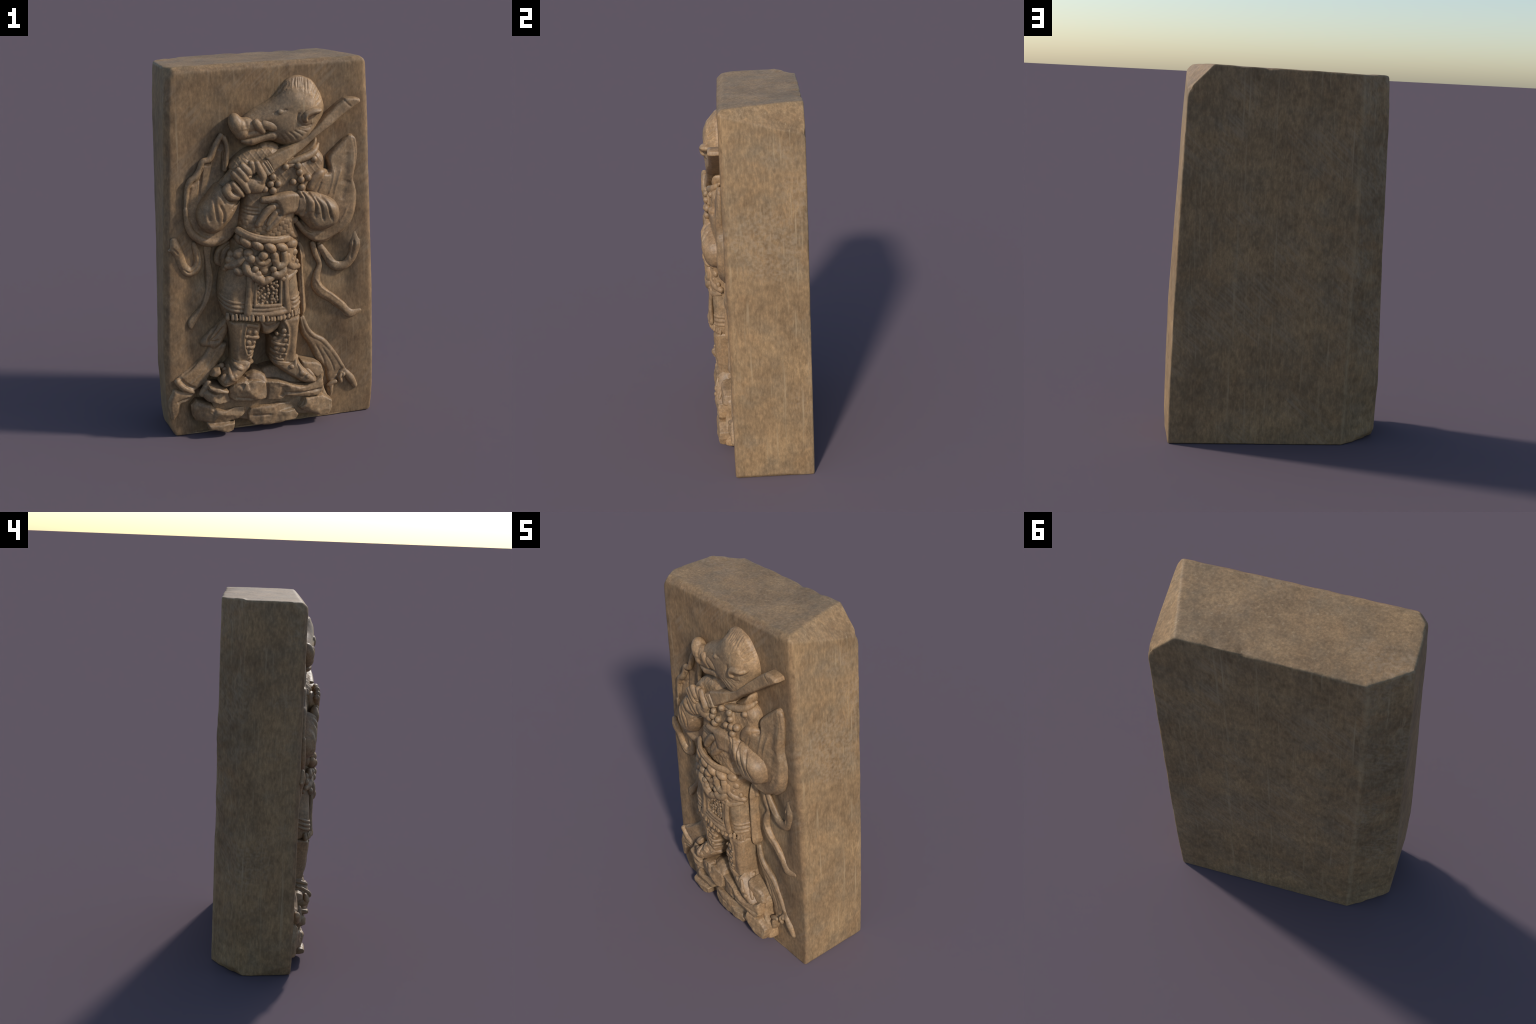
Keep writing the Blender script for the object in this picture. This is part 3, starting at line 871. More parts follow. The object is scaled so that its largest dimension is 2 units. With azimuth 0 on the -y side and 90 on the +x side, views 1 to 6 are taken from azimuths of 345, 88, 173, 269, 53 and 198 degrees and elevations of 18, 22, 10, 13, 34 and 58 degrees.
part('scarf', [pillow([(-0.356, -0.140, 1.057), (-0.308, -0.140, 1.053), (-0.315, -0.140, 0.985), (-0.303, -0.140, 0.891),
        (-0.313, -0.140, 0.814), (-0.346, -0.140, 0.739), (-0.394, -0.140, 0.666), (-0.441, -0.140, 0.608),
        (-0.458, -0.140, 0.658), (-0.415, -0.140, 0.708), (-0.376, -0.140, 0.751), (-0.355, -0.140, 0.819),
        (-0.350, -0.140, 0.896), (-0.354, -0.140, 0.989)],
                      [((-0.334, -0.130, 1.026), -.010), ((-0.331, -0.130, 0.891), -.012), ((-0.406, -0.150, 0.691), .010),
                              ((-0.438, -0.150, 0.643), .014)], .012, .0)],
     strokes=[([(-0.326, -0.160, 0.900), (-0.348, -0.160, 0.805), (-0.397, -0.160, 0.701), (-0.440, -0.160, 0.639)], .005, -.003)])
part('scarf', [tube([(0.282, -0.132, 0.995), (0.319, -0.132, 0.938), (0.350, -0.132, 0.892), (0.391, -0.132, 0.874),
        (0.436, -0.136, 0.891), (0.465, -0.140, 0.944), (0.472, -0.144, 0.998),
        (0.469, -0.145, 1.061)], [.018, .023, .026, .027, .026, .029, .033, .014], .7),
               tube([(0.460, -0.142, 0.918), (0.487, -0.142, 0.978), (0.496, -0.142, 1.018)], [.012, .016, .013])],
     strokes=[([(0.447, -0.180, 0.913), (0.459, -0.180, 0.974), (0.463, -0.180, 1.027)], .006, .008), ([(0.281, -0.190, 1.004),
             (0.326, -0.190, 0.924), (0.371, -0.190, 0.901), (0.416, -0.190, 0.919)], .005, -.002)])
part('scarf', [tube([(0.238, -0.132, 1.017), (0.256, -0.132, 0.953), (0.278, -0.132, 0.897), (0.260, -0.132, 0.836),
        (0.260, -0.132, 0.781), (0.291, -0.136, 0.738), (0.345, -0.138, 0.698), (0.399, -0.142, 0.649), (0.444, -0.145, 0.603),
        (0.504, -0.146, 0.610)], [.016, .016, .014, .022, .030, .030, .026, .026, .028, .014], .75),
               tube([(0.276, -0.125, 1.012), (0.280, -0.125, 0.958), (0.280, -0.125, 0.895)], [.012, .010, .008])],
     strokes=[([(0.249, -0.180, 0.825), (0.285, -0.180, 0.767), (0.339, -0.180, 0.725), (0.413, -0.180, 0.661)], .006, -.004),
             ([(0.303, -0.180, 0.710), (0.367, -0.180, 0.648), (0.423, -0.180, 0.595)], .006, .004)])

part('sash', [
    pillow([(-0.252, -0.150, 0.669), (-0.300, -0.150, 0.626), (-0.353, -0.150, 0.583), (-0.387, -0.150, 0.553),
            (-0.396, -0.150, 0.525), (-0.379, -0.150, 0.503), (-0.349, -0.150, 0.499), (-0.324, -0.150, 0.482),
            (-0.285, -0.150, 0.498), (-0.256, -0.150, 0.537), (-0.234, -0.150, 0.579), (-0.230, -0.150, 0.637)],
           [((-0.280, -0.160, 0.588), .018), ((-0.366, -0.160, 0.535), .018), ((-0.317, -0.170, 0.523), .024)], .03, .0),
    pillow([(-0.347, -0.155, 0.506), (-0.382, -0.155, 0.456), (-0.449, -0.155, 0.405), (-0.507, -0.155, 0.367),
            (-0.536, -0.155, 0.336), (-0.533, -0.155, 0.306), (-0.502, -0.155, 0.271), (-0.441, -0.155, 0.257),
            (-0.407, -0.155, 0.273), (-0.368, -0.155, 0.303), (-0.329, -0.155, 0.353), (-0.294, -0.155, 0.399),
            (-0.255, -0.155, 0.454), (-0.244, -0.155, 0.513), (-0.305, -0.155, 0.515)],
           [((-0.308, -0.160, 0.443), .008), ((-0.432, -0.170, 0.339), .030), ((-0.511, -0.170, 0.334), .030)], .025, .0),
    tube([(-0.528, -0.174, 0.334), (-0.513, -0.174, 0.311), (-0.481, -0.174, 0.282), (-0.447, -0.174, 0.259)], [.018, .017, .02, .012]),
    pillow([(-0.548, -0.155, 0.288), (-0.501, -0.155, 0.274), (-0.436, -0.155, 0.254), (-0.452, -0.155, 0.218),
            (-0.486, -0.155, 0.198), (-0.514, -0.155, 0.192), (-0.521, -0.155, 0.146), (-0.551, -0.155, 0.105),
            (-0.569, -0.155, 0.113), (-0.581, -0.155, 0.176), (-0.578, -0.155, 0.221), (-0.563, -0.155, 0.259)],
           [((-0.529, -0.170, 0.236), .034), ((-0.565, -0.170, 0.170), .026), ((-0.482, -0.170, 0.245), .03)], .022, .0),
    tube([(-0.366, -0.190, 0.313), (-0.377, -0.190, 0.285), (-0.401, -0.190, 0.253)], [.018, .022, .018])],
    strokes=[([(-0.285, -0.190, 0.649), (-0.324, -0.190, 0.595), (-0.349, -0.190, 0.554), (-0.352, -0.190, 0.516)], .007, .014),
            ([(-0.263, -0.190, 0.617), (-0.311, -0.190, 0.564), (-0.345, -0.190, 0.539)], .006, .007),
            ([(-0.293, -0.190, 0.538), (-0.321, -0.190, 0.536), (-0.345, -0.190, 0.537)], .006, .009),
             ([(-0.360, -0.190, 0.492), (-0.442, -0.190, 0.404), (-0.509, -0.190, 0.358)], .006, .006),
                     ([(-0.305, -0.190, 0.475), (-0.373, -0.190, 0.385), (-0.436, -0.190, 0.328),
                     (-0.474, -0.190, 0.308)], .005, -.003), ([(-0.510, -0.190, 0.348), (-0.479, -0.190, 0.309),
                     (-0.428, -0.190, 0.279)], .007, .010),
             ([(-0.537, -0.180, 0.207), (-0.509, -0.180, 0.218), (-0.461, -0.180, 0.231)], .008, .008),
                     ([(-0.497, -0.180, 0.277), (-0.470, -0.180, 0.253), (-0.446, -0.180, 0.254)], .006, .006)])
part('sash', [
    pillow([(0.160, -0.138, 0.640), (0.182, -0.138, 0.603), (0.202, -0.138, 0.550), (0.236, -0.138, 0.501),
            (0.281, -0.138, 0.475), (0.321, -0.138, 0.429), (0.361, -0.138, 0.377), (0.392, -0.138, 0.327),
            (0.431, -0.138, 0.269), (0.413, -0.138, 0.245), (0.388, -0.138, 0.233), (0.372, -0.138, 0.206),
            (0.332, -0.138, 0.191), (0.311, -0.138, 0.243), (0.306, -0.138, 0.281), (0.281, -0.138, 0.320),
            (0.251, -0.138, 0.350), (0.231, -0.138, 0.399), (0.206, -0.138, 0.448), (0.177, -0.138, 0.493),
            (0.162, -0.138, 0.540), (0.155, -0.138, 0.606)],
           [((0.186, -0.140, 0.528), -.002), ((0.267, -0.150, 0.415), .004), ((0.356, -0.155, 0.302), .008),
                   ((0.326, -0.155, 0.244), .008)], .025, .0),
    tube([(0.180, -0.130, 0.600), (0.206, -0.138, 0.535), (0.241, -0.138, 0.490), (0.291, -0.138, 0.456),
            (0.331, -0.138, 0.407), (0.369, -0.144, 0.353),
            (0.408, -0.150, 0.288)], [.014, .014, .016, .018, .017, .015, .012]),
    tube([(0.424, -0.150, 0.254), (0.455, -0.150, 0.213), (0.481, -0.150, 0.165)], [.018, .024, .016]),
    tube([(0.404, -0.162, 0.246), (0.389, -0.162, 0.233), (0.394, -0.162, 0.206)], [.016, .017, .012]),
    tube([(0.318, -0.170, 0.196), (0.336, -0.170, 0.207), (0.359, -0.170, 0.212)], [.011, .013, .012]),
    pillow([(0.311, -0.170, 0.184), (0.351, -0.170, 0.205), (0.351, -0.170, 0.163), (0.344, -0.170, 0.132),
            (0.324, -0.170, 0.106), (0.307, -0.170, 0.137)], [((0.328, -0.180, 0.160), .035)], .02, .0)],
    strokes=[([(0.244, -0.190, 0.454), (0.293, -0.190, 0.356), (0.309, -0.190, 0.277)], .006, .004), ([(0.283, -0.190, 0.429),
            (0.338, -0.190, 0.330), (0.359, -0.190, 0.265)], .005, .003), ([(0.394, -0.190, 0.276), (0.379, -0.190, 0.257),
            (0.369, -0.190, 0.243)], .006, .008),
             ([(0.313, -0.200, 0.192), (0.316, -0.200, 0.160), (0.321, -0.200, 0.133)], .008, .006), ([(0.404, -0.190, 0.259),
                     (0.397, -0.190, 0.239), (0.402, -0.190, 0.217)], .006, .006)])

# ------------------------------------------------------------------ waist
part('belt', [tube([p for p in [(-0.188, -0.220, 1.151), (-0.141, -0.250, 1.127), (-0.067, -0.262, 1.104),
        (0.009, -0.255, 1.091), (0.069, -0.230, 1.087), (0.120, -0.190, 1.086)]], .021, .62)],
     strokes=[([(-0.188, -0.250, 1.166), (-0.137, -0.250, 1.137), (-0.064, -0.250, 1.112), (0.011, -0.250, 1.101),
             (0.098, -0.250, 1.114)], .004, .002)])
rope = part('rope_girdle', [tube([(-0.188, -0.200, 1.104), (-0.153, -0.235, 1.088), (-0.094, -0.248, 1.073),
        (-0.028, -0.240, 1.057), (0.040, -0.225, 1.049), (0.104, -0.190, 1.046), (0.132, -0.160, 1.050)], .014)])
for p, r, t in [((-0.178, -0.205, 1.101), (.024, .024, .036), .3), ((-0.149, -0.234, 1.088), (.044, .030, .026), -.7),
        ((-0.094, -0.248, 1.071), (.042, .031, .025), -.7),
                ((-0.031, -0.252, 1.056), (.042, .032, .026), -.65), ((0.032, -0.242, 1.050), (.042, .031, .024), -.5),
                        ((0.091, -0.214, 1.053), (.038, .030, .028), .2)]:
    part('rope_strand', [ball(p, r, t)], rope, voxel=.0028, smooth=3, seed=p[0])

# ------------------------------------------------------------------ skirt
skirt_shape = [(-0.184, -0.200, 1.107), (-0.220, -0.200, 1.035), (-0.259, -0.200, 0.952), (-0.282, -0.200, 0.870),
        (-0.290, -0.200, 0.789), (-0.277, -0.200, 0.718), (-0.260, -0.200, 0.668), (-0.211, -0.200, 0.657),
        (-0.154, -0.200, 0.650), (-0.058, -0.200, 0.634), (0.020, -0.200, 0.629), (0.078, -0.200, 0.636),
        (0.149, -0.200, 0.648), (0.159, -0.200, 0.703), (0.150, -0.200, 0.784), (0.140, -0.200, 0.883), (0.139, -0.200, 1.000),
        (0.124, -0.200, 1.078)]
skirt = part('skirt', [
    pillow(skirt_shape, [((-0.052, -0.240, 0.993), .104), ((-0.138, -0.240, 0.975), .100), ((0.053, -0.230, 0.960), .088),
            ((-0.054, -0.240, 0.858), .096), ((-0.073, -0.260, 0.692), .106), ((-0.195, -0.230, 0.832), .092),
            ((-0.200, -0.240, 0.708), .096), ((0.090, -0.230, 0.801), .088), ((0.089, -0.230, 0.682), .094),
            ((0.142, -0.200, 0.785), .064), ((0.145, -0.200, 0.673), .066), ((-0.245, -0.210, 0.869), .065),
            ((-0.201, -0.200, 1.022), .06)], .07, .015),
    ], strokes=[
    ([(-0.264, -0.240, 0.717), (-0.219, -0.240, 0.705), (-0.163, -0.240, 0.697), (-0.068, -0.240, 0.680),
            (0.009, -0.240, 0.675), (0.071, -0.240, 0.688), (0.137, -0.240, 0.700)], .005, .004)])
part('skirt_band', [tube(on_surface(skirt, catmull(b, 5), .005), [.006] + [.0105] * 4 + [.009], .85, 3) for b in
                    ([(-0.284, -0.230, 0.803), (-0.260, -0.230, 0.782), (-0.230, -0.230, 0.769), (-0.193, -0.230, 0.762),
                            (-0.153, -0.230, 0.757)], [(-0.285, -0.230, 0.759), (-0.257, -0.230, 0.735),
                            (-0.224, -0.230, 0.723), (-0.194, -0.230, 0.717), (-0.158, -0.230, 0.713)],
                     [(-0.287, -0.230, 0.780), (-0.259, -0.230, 0.758), (-0.227, -0.230, 0.745), (-0.193, -0.230, 0.739), (-0.156, -0.230, 0.734)],
                     [(0.082, -0.210, 0.749), (0.115, -0.210, 0.750), (0.147, -0.210, 0.759)], [(0.086, -0.210, 0.726),
                             (0.117, -0.210, 0.727), (0.148, -0.210, 0.736)], [(0.086, -0.210, 0.701), (0.119, -0.210, 0.703),
                             (0.148, -0.210, 0.712)])],
     skirt, voxel=.0026, smooth=3)
# fringe at the hem: a row of short pleats
hem = catmull([(-0.259, -0.215, 0.689), (-0.243, -0.228, 0.689), (-0.220, -0.240, 0.687), (-0.167, -0.255, 0.685),
        (-0.074, -0.263, 0.674), (0.003, -0.258, 0.667), (0.066, -0.242, 0.671), (0.111, -0.222, 0.669),
        (0.151, -0.192, 0.665)], 40)
arc = np.concatenate([[0], np.cumsum(np.linalg.norm(np.diff(hem, axis=0), axis=1))])
s = .006
pleats = []
while s < arc[-1]:
    p = np.array([np.interp(s, arc, hem[:, k]) for k in range(3)])
    w = rng.uniform(.0065, .0135)
    pleats.append(tube([p + np.array((0, .004, .013)), p + np.array((0, -.001, -.012))], [w * .8, w]))
    s += w * 2.05
part('skirt_fringe', pleats, skirt, voxel=.0026, smooth=2)
apron = part('apron', [
    tube([(-0.136, -0.250, 0.909), (-0.141, -0.246, 0.812), (-0.154, -0.249, 0.705)], [.019, .02, .022], .7),
    tube([(0.055, -0.240, 0.886), (0.054, -0.248, 0.791), (0.064, -0.248, 0.695)], [.018, .019, .02], .7),
    tube([(-0.150, -0.250, 0.703), (-0.053, -0.257, 0.691), (0.011, -0.260, 0.692), (0.064, -0.250, 0.696)], .014, .8),
    tube([(-0.131, -0.251, 0.721), (-0.053, -0.257, 0.714), (0.044, -0.251, 0.713)], .011, .8),
    tube([(-0.104, -0.246, 0.893), (-0.108, -0.249, 0.829), (-0.114, -0.251, 0.743)], .010, .8),
    tube([(0.027, -0.250, 0.880), (0.028, -0.246, 0.813), (0.025, -0.250, 0.730)], .010, .8),
    tube([(-0.112, -0.252, 0.742), (-0.052, -0.256, 0.736), (0.023, -0.252, 0.732)], .011, .8)], skirt,
    strokes=[([(-0.126, -0.260, 0.892), (-0.130, -0.260, 0.816), (-0.135, -0.260, 0.739)], .004, .005),
            ([(0.040, -0.260, 0.874), (0.041, -0.260, 0.797), (0.042, -0.260, 0.722)], .004, .005)], voxel=.0026, smooth=3)
knobs = []
lo, hi = (-0.098, -0.250, 0.867), (0.009, -0.260, 0.744)
for k in range(260):
    a, b = rng.random(), rng.random()
    c = np.array((lo[0] + a * (hi[0] - lo[0]), GROUND - .094 - .006 * (1 - b), lo[2] + b * (hi[2] - lo[2])))
    if all(np.linalg.norm(c - q) > .0150 for q in knobs):
        knobs.append(c)
field = [ball(c, (.0105 * rng.uniform(.85, 1.15), .010, .0105 * rng.uniform(.85, 1.15)), 0, 10, 8) for c in knobs]
kb = part('apron_knob', field, apron, voxel=.0022, smooth=3, wear=0)
kb['kind'] = 'stuff'

# cloud-like clasps hanging from the girdle
part('clasp', [ball((-0.142, -0.240, 1.032), (.029, .022, .024)), ball((-0.131, -0.251, 1.000),
        (.024, .02, .024)), ball((-0.150, -0.238, 1.006), (.022, .02, .028)),
               tube([(-0.158, -0.243, 0.970), (-0.153, -0.244, 0.940),
                       (-0.131, -0.249, 0.916)], [.021, .026, .022]), tube([(-0.159, -0.236, 0.979), (-0.163, -0.235, 0.957),
                       (-0.153, -0.238, 0.934)], .020)], skirt, voxel=.0026)
part('clasp', [ball((-0.068, -0.261, 1.017), (.026, .018, .024)), tube([(-0.103, -0.251, 1.003), (-0.089, -0.252, 0.979),
        (-0.059, -0.253, 0.971), (-0.035, -0.253, 0.987)], [.014, .015, .015, .013]), tube([(-0.112, -0.242, 0.984),
        (-0.094, -0.243, 0.960), (-0.061, -0.245, 0.951), (-0.027, -0.244, 0.969)], .015),
               ball((-0.060, -0.245, 0.932), (.026, .016, .026))], skirt, voxel=.0026)
part('clasp', [ball((-0.111, -0.258, 0.946), (.019, .015, .018)), tube([(-0.136, -0.248, 0.929), (-0.116, -0.252, 0.911),
        (-0.094, -0.254, 0.917)], .020), tube([(-0.119, -0.253, 0.908), (-0.095, -0.256, 0.893), (-0.069, -0.257, 0.873),
        (-0.043, -0.257, 0.882), (-0.012, -0.255, 0.892)], [.022, .025, .020, .021, .013]),
               ball((-0.088, -0.256, 0.904), (.025, .016, .014), -.3)], skirt, voxel=.0026)
part('clasp', [ball((-0.007, -0.257, 0.984), (.017, .016, .018)), tube([(-0.005, -0.251, 1.010), (0.006, -0.250, 0.955),
        (0.029, -0.246, 0.948), (0.051, -0.238, 0.966),
        (0.047, -0.240, 1.013)], [.022, .020, .022, .024, .022]), ball((-0.010, -0.245, 1.009),
        (.022, .015, .022))], skirt, voxel=.0026)
part('clasp', [ball((-0.013, -0.257, 0.937), (.019, .016, .019)), tube([(-0.007, -0.253, 0.908), (0.016, -0.250, 0.901),
        (0.041, -0.244, 0.919), (0.045, -0.242, 0.945)], [.021, .024, .024, .016]), ball((0.050, -0.245, 0.901),
        (.014, .012, .015)),
               tube([(0.029, -0.244, 0.878), (0.059, -0.232, 0.871), (0.092, -0.213, 0.879),
                       (0.126, -0.189, 0.891)], [.016, .021, .021, .013])], skirt, voxel=.0026)
part('clasp', [ball((0.098, -0.220, 0.969), (.013, .012, .014)), tube([(0.071, -0.230, 0.996), (0.072, -0.229, 0.957),
        (0.096, -0.214, 0.929), (0.138, -0.184, 0.917)], [.018, .020, .022, .018]), ball((0.129, -0.197, 0.946),
        (.013, .013, .017)),
               ball((0.098, -0.208, 1.004), (.035, .02, .025)), ball((0.073, -0.225, 0.910), (.02, .014, .016))], skirt, voxel=.0026)
part('clasp', [tube([(-0.247, -0.203, 0.961), (-0.215, -0.221, 0.969), (-0.188, -0.233, 0.985),
        (-0.169, -0.239, 1.002)], [.018, .021, .020, .016]), ball((-0.240, -0.209, 0.995),
        (.018, .016, .02)), ball((-0.229, -0.206, 1.023), (.018, .016, .022)), ball((-0.191, -0.227, 1.027), (.03, .02, .03)),
               ball((-0.193, -0.234, 0.933), (.033, .02, .022), -.5), tube([(-0.178, -0.229, 1.047), (-0.199, -0.221, 1.013),
                       (-0.223, -0.210, 0.985)], .016), ball((-0.257, -0.192, 0.945), .014)], skirt, voxel=.0026)
part('bow', [tube([(-0.188, -0.118, 1.073), (-0.237, -0.118, 1.051), (-0.272, -0.118, 1.016), (-0.281, -0.118, 0.967),
        (-0.259, -0.118, 0.941)], [.012, .016, .018, .018, .012]), tube([(-0.198, -0.126, 1.045), (-0.232, -0.126, 1.022),
        (-0.245, -0.126, 0.981), (-0.242, -0.126, 0.950)], [.012, .016, .018, .012])], skirt)
part('skirt', [pillow([(0.155, -0.125, 1.015), (0.178, -0.125, 0.974), (0.185, -0.125, 0.874), (0.193, -0.125, 0.774),
        (0.200, -0.125, 0.664), (0.184, -0.125, 0.621), (0.160, -0.125, 0.611),
        (0.141, -0.125, 0.759)], [((0.162, -0.160, 0.809), .028)], .035, .0),
               tube([(0.161, -0.130, 1.024), (0.178, -0.130, 0.987), (0.182, -0.130, 0.947)], .014)],
     strokes=[([(0.157, -0.190, 0.937), (0.163, -0.190, 0.818), (0.166, -0.190, 0.699)], .006, .005)])

# ------------------------------------------------------------------ legs
def leg_trim(name, parent, balls, bands):
    for c, r in balls:
        part('boss', [ball(on_surface(parent, [c], .002)[0], (r, r * .8, r))], parent, voxel=.0026, smooth=2, seed=c[2])
    part(name, [tube(on_surface(parent, catmull(b, 4), .003), w, .9, n=3) for b, w in bands], parent, voxel=.0026, smooth=2)


leg = part('leg', [
    pillow([(-0.248, -0.200, 0.673), (-0.243, -0.200, 0.599), (-0.235, -0.200, 0.534), (-0.233, -0.200, 0.470),
            (-0.231, -0.200, 0.430), (-0.196, -0.200, 0.395), (-0.122, -0.200, 0.396), (-0.110, -0.200, 0.464),
            (-0.095, -0.200, 0.517), (-0.076, -0.200, 0.554), (-0.077, -0.200, 0.652)],
           [((-0.203, -0.230, 0.630), .09), ((-0.153, -0.235, 0.626), .094), ((-0.198, -0.220, 0.528), .078),
                   ((-0.153, -0.230, 0.526), .084), ((-0.179, -0.210, 0.442), .066)], .034, .02)],
    strokes=[([(-0.158, -0.230, 0.651), (-0.169, -0.230, 0.587), (-0.170, -0.230, 0.514),
            (-0.151, -0.230, 0.437)], .008, -.008), ([(-0.144, -0.230, 0.640), (-0.155, -0.230, 0.585), (-0.156, -0.230, 0.512),
            (-0.143, -0.230, 0.451)], .008, .003), ([(-0.195, -0.230, 0.653), (-0.190, -0.230, 0.555),
            (-0.183, -0.230, 0.456)], .012, -.003)])
leg_trim('greave_band', leg, [((-0.148, -0.238, 0.599), .0165), ((-0.113, -0.234, 0.588), .0145),
        ((-0.150, -0.230, 0.533), .0165), ((-0.119, -0.224, 0.528), .012), ((-0.142, -0.220, 0.476), .0135)],
         [([(-0.155, -0.236, 0.636), (-0.134, -0.236, 0.631), (-0.102, -0.220, 0.621)], .012), ([(-0.163, -0.234, 0.569),
                 (-0.130, -0.234, 0.562), (-0.097, -0.216, 0.554)], .012), ([(-0.160, -0.226, 0.506), (-0.134, -0.226, 0.501),
                 (-0.111, -0.210, 0.497)], .011), ([(-0.149, -0.216, 0.458), (-0.132, -0.216, 0.462),
                 (-0.115, -0.200, 0.462)], .010),
          ([(-0.141, -0.212, 0.438), (-0.129, -0.212, 0.443), (-0.118, -0.198, 0.444)], .009)])
leg = part('leg', [
    pillow([(0.024, -0.200, 0.669), (0.071, -0.200, 0.664), (0.147, -0.200, 0.655), (0.145, -0.200, 0.581),
            (0.139, -0.200, 0.507), (0.132, -0.200, 0.422), (0.125, -0.200, 0.372), (0.073, -0.200, 0.356),
            (0.015, -0.200, 0.371), (-0.018, -0.200, 0.406), (-0.019, -0.200, 0.481), (-0.020, -0.200, 0.541),
            (0.013, -0.200, 0.557)],
           [((0.091, -0.230, 0.623), .086), ((0.038, -0.230, 0.605), .086), ((0.093, -0.220, 0.520), .08),
                   ((0.024, -0.225, 0.516), .082), ((0.042, -0.210, 0.407), .068)], .034, .02)],
    strokes=[([(0.046, -0.230, 0.641), (0.069, -0.230, 0.587), (0.070, -0.230, 0.512), (0.058, -0.230, 0.449),
            (0.050, -0.230, 0.410)], .008, -.008), ([(0.034, -0.230, 0.630), (0.056, -0.230, 0.588), (0.056, -0.230, 0.514),
            (0.044, -0.230, 0.446)], .008, .003), ([(0.100, -0.230, 0.622), (0.097, -0.230, 0.524),
            (0.089, -0.230, 0.425)], .012, -.003)])
leg_trim('greave_band', leg, [((0.047, -0.232, 0.576), .0165), ((0.054, -0.230, 0.522), .0175), ((0.004, -0.222, 0.532), .014),
        ((0.041, -0.226, 0.467), .018), ((0.004, -0.220, 0.481), .013), ((0.026, -0.216, 0.425), .012)],
         [([(0.010, -0.228, 0.561), (0.038, -0.228, 0.552), (0.070, -0.220, 0.547)], .011), ([(-0.008, -0.205, 0.512),
                 (0.019, -0.226, 0.501), (0.063, -0.226, 0.493)], .011), ([(-0.012, -0.200, 0.461), (0.015, -0.222, 0.449),
                 (0.054, -0.222, 0.438)], .011), ([(-0.014, -0.195, 0.429), (0.002, -0.216, 0.420),
                 (0.040, -0.216, 0.405)], .010)])
part('tunic', [pillow([(-0.096, -0.200, 0.655), (-0.085, -0.200, 0.604), (-0.074, -0.200, 0.559), (-0.031, -0.200, 0.541),
        (0.012, -0.200, 0.558), (0.041, -0.200, 0.589), (0.056, -0.200, 0.637)], [((-0.033, -0.210, 0.597), .066)], .03, .01)],
     strokes=[([(-0.075, -0.210, 0.641), (-0.043, -0.210, 0.606), (0.000, -0.210, 0.613), (0.020, -0.210, 0.635)], .007, .007),
             ([(-0.089, -0.210, 0.633), (-0.076, -0.210, 0.583), (-0.062, -0.210, 0.571)], .007, .005)])

foot = part('foot', [
    pillow([(-0.228, -0.220, 0.433), (-0.182, -0.220, 0.422), (-0.129, -0.220, 0.427), (-0.126, -0.220, 0.384),
            (-0.155, -0.220, 0.353), (-0.198, -0.220, 0.314), (-0.237, -0.220, 0.289), (-0.280, -0.220, 0.280),
            (-0.308, -0.220, 0.299), (-0.310, -0.220, 0.334), (-0.287, -0.220, 0.366), (-0.258, -0.220, 0.392),
            (-0.234, -0.220, 0.414)],
           [((-0.175, -0.230, 0.395), .085), ((-0.238, -0.250, 0.352), .106), ((-0.285, -0.250, 0.334), .112)], .035, .02),
    tube([(-0.221, -0.170, 0.427), (-0.210, -0.200, 0.425), (-0.185, -0.216, 0.420), (-0.151, -0.210, 0.416),
            (-0.124, -0.180, 0.407)], .011), tube([(-0.220, -0.175, 0.418), (-0.209, -0.205, 0.415), (-0.187, -0.220, 0.410),
            (-0.152, -0.215, 0.408), (-0.122, -0.185, 0.402)], .011)],
    strokes=[([(-0.251, -0.250, 0.399), (-0.258, -0.250, 0.370), (-0.248, -0.250, 0.339)], .007, -.006),
            ([(-0.305, -0.250, 0.317), (-0.248, -0.250, 0.314), (-0.191, -0.250, 0.346)], .006, .004)])
part('shoe_ornament', [ball(on_surface(foot, [(-0.283, -0.250, 0.346)], .006)[0], (.024, .014, .026), -.3), ball(on_surface(foot, [(-0.229, -0.250, 0.355)], .003)[0], (.015, .012, .016)), ball(on_surface(foot, [(-0.198, -0.235, 0.403)], .003)[0], (.022, .012, .013), -.4),
                       tube(on_surface(foot, catmull([(-0.248, -0.248, 0.395), (-0.256, -0.248, 0.369), (-0.245, -0.248, 0.342),
                               (-0.224, -0.248, 0.335)], 4), .003), [.010, .012, .012, .008], .9, 3), tube(on_surface(foot, catmull([(-0.228, -0.235, 0.419),
                               (-0.214, -0.235, 0.402), (-0.191, -0.235, 0.389)], 4), .003), .011, .9, 3)], foot, voxel=.0026)
foot = part('foot', [
    pillow([(-0.021, -0.210, 0.411), (-0.002, -0.210, 0.363), (0.041, -0.210, 0.321), (0.104, -0.210, 0.275),
            (0.148, -0.210, 0.250), (0.197, -0.210, 0.238), (0.237, -0.210, 0.246), (0.243, -0.210, 0.268),
            (0.222, -0.210, 0.300), (0.173, -0.210, 0.345), (0.139, -0.210, 0.385), (0.120, -0.210, 0.418),
            (0.081, -0.210, 0.392), (0.018, -0.210, 0.406)],
           [((0.038, -0.220, 0.362), .076), ((0.108, -0.230, 0.346), .088), ((0.168, -0.240, 0.302), .1),
                   ((0.208, -0.240, 0.281), .098)], .035, .02),
    tube([(-0.012, -0.175, 0.412), (-0.000, -0.205, 0.403), (0.030, -0.218, 0.390), (0.080, -0.210, 0.380),
            (0.138, -0.150, 0.388)], .011), tube([(-0.012, -0.180, 0.401), (0.001, -0.208, 0.392), (0.029, -0.220, 0.380),
            (0.082, -0.212, 0.370), (0.141, -0.155, 0.381)], .010)],
    strokes=[([(-0.015, -0.240, 0.372), (0.056, -0.240, 0.317), (0.139, -0.240, 0.270)], .007, .004)])
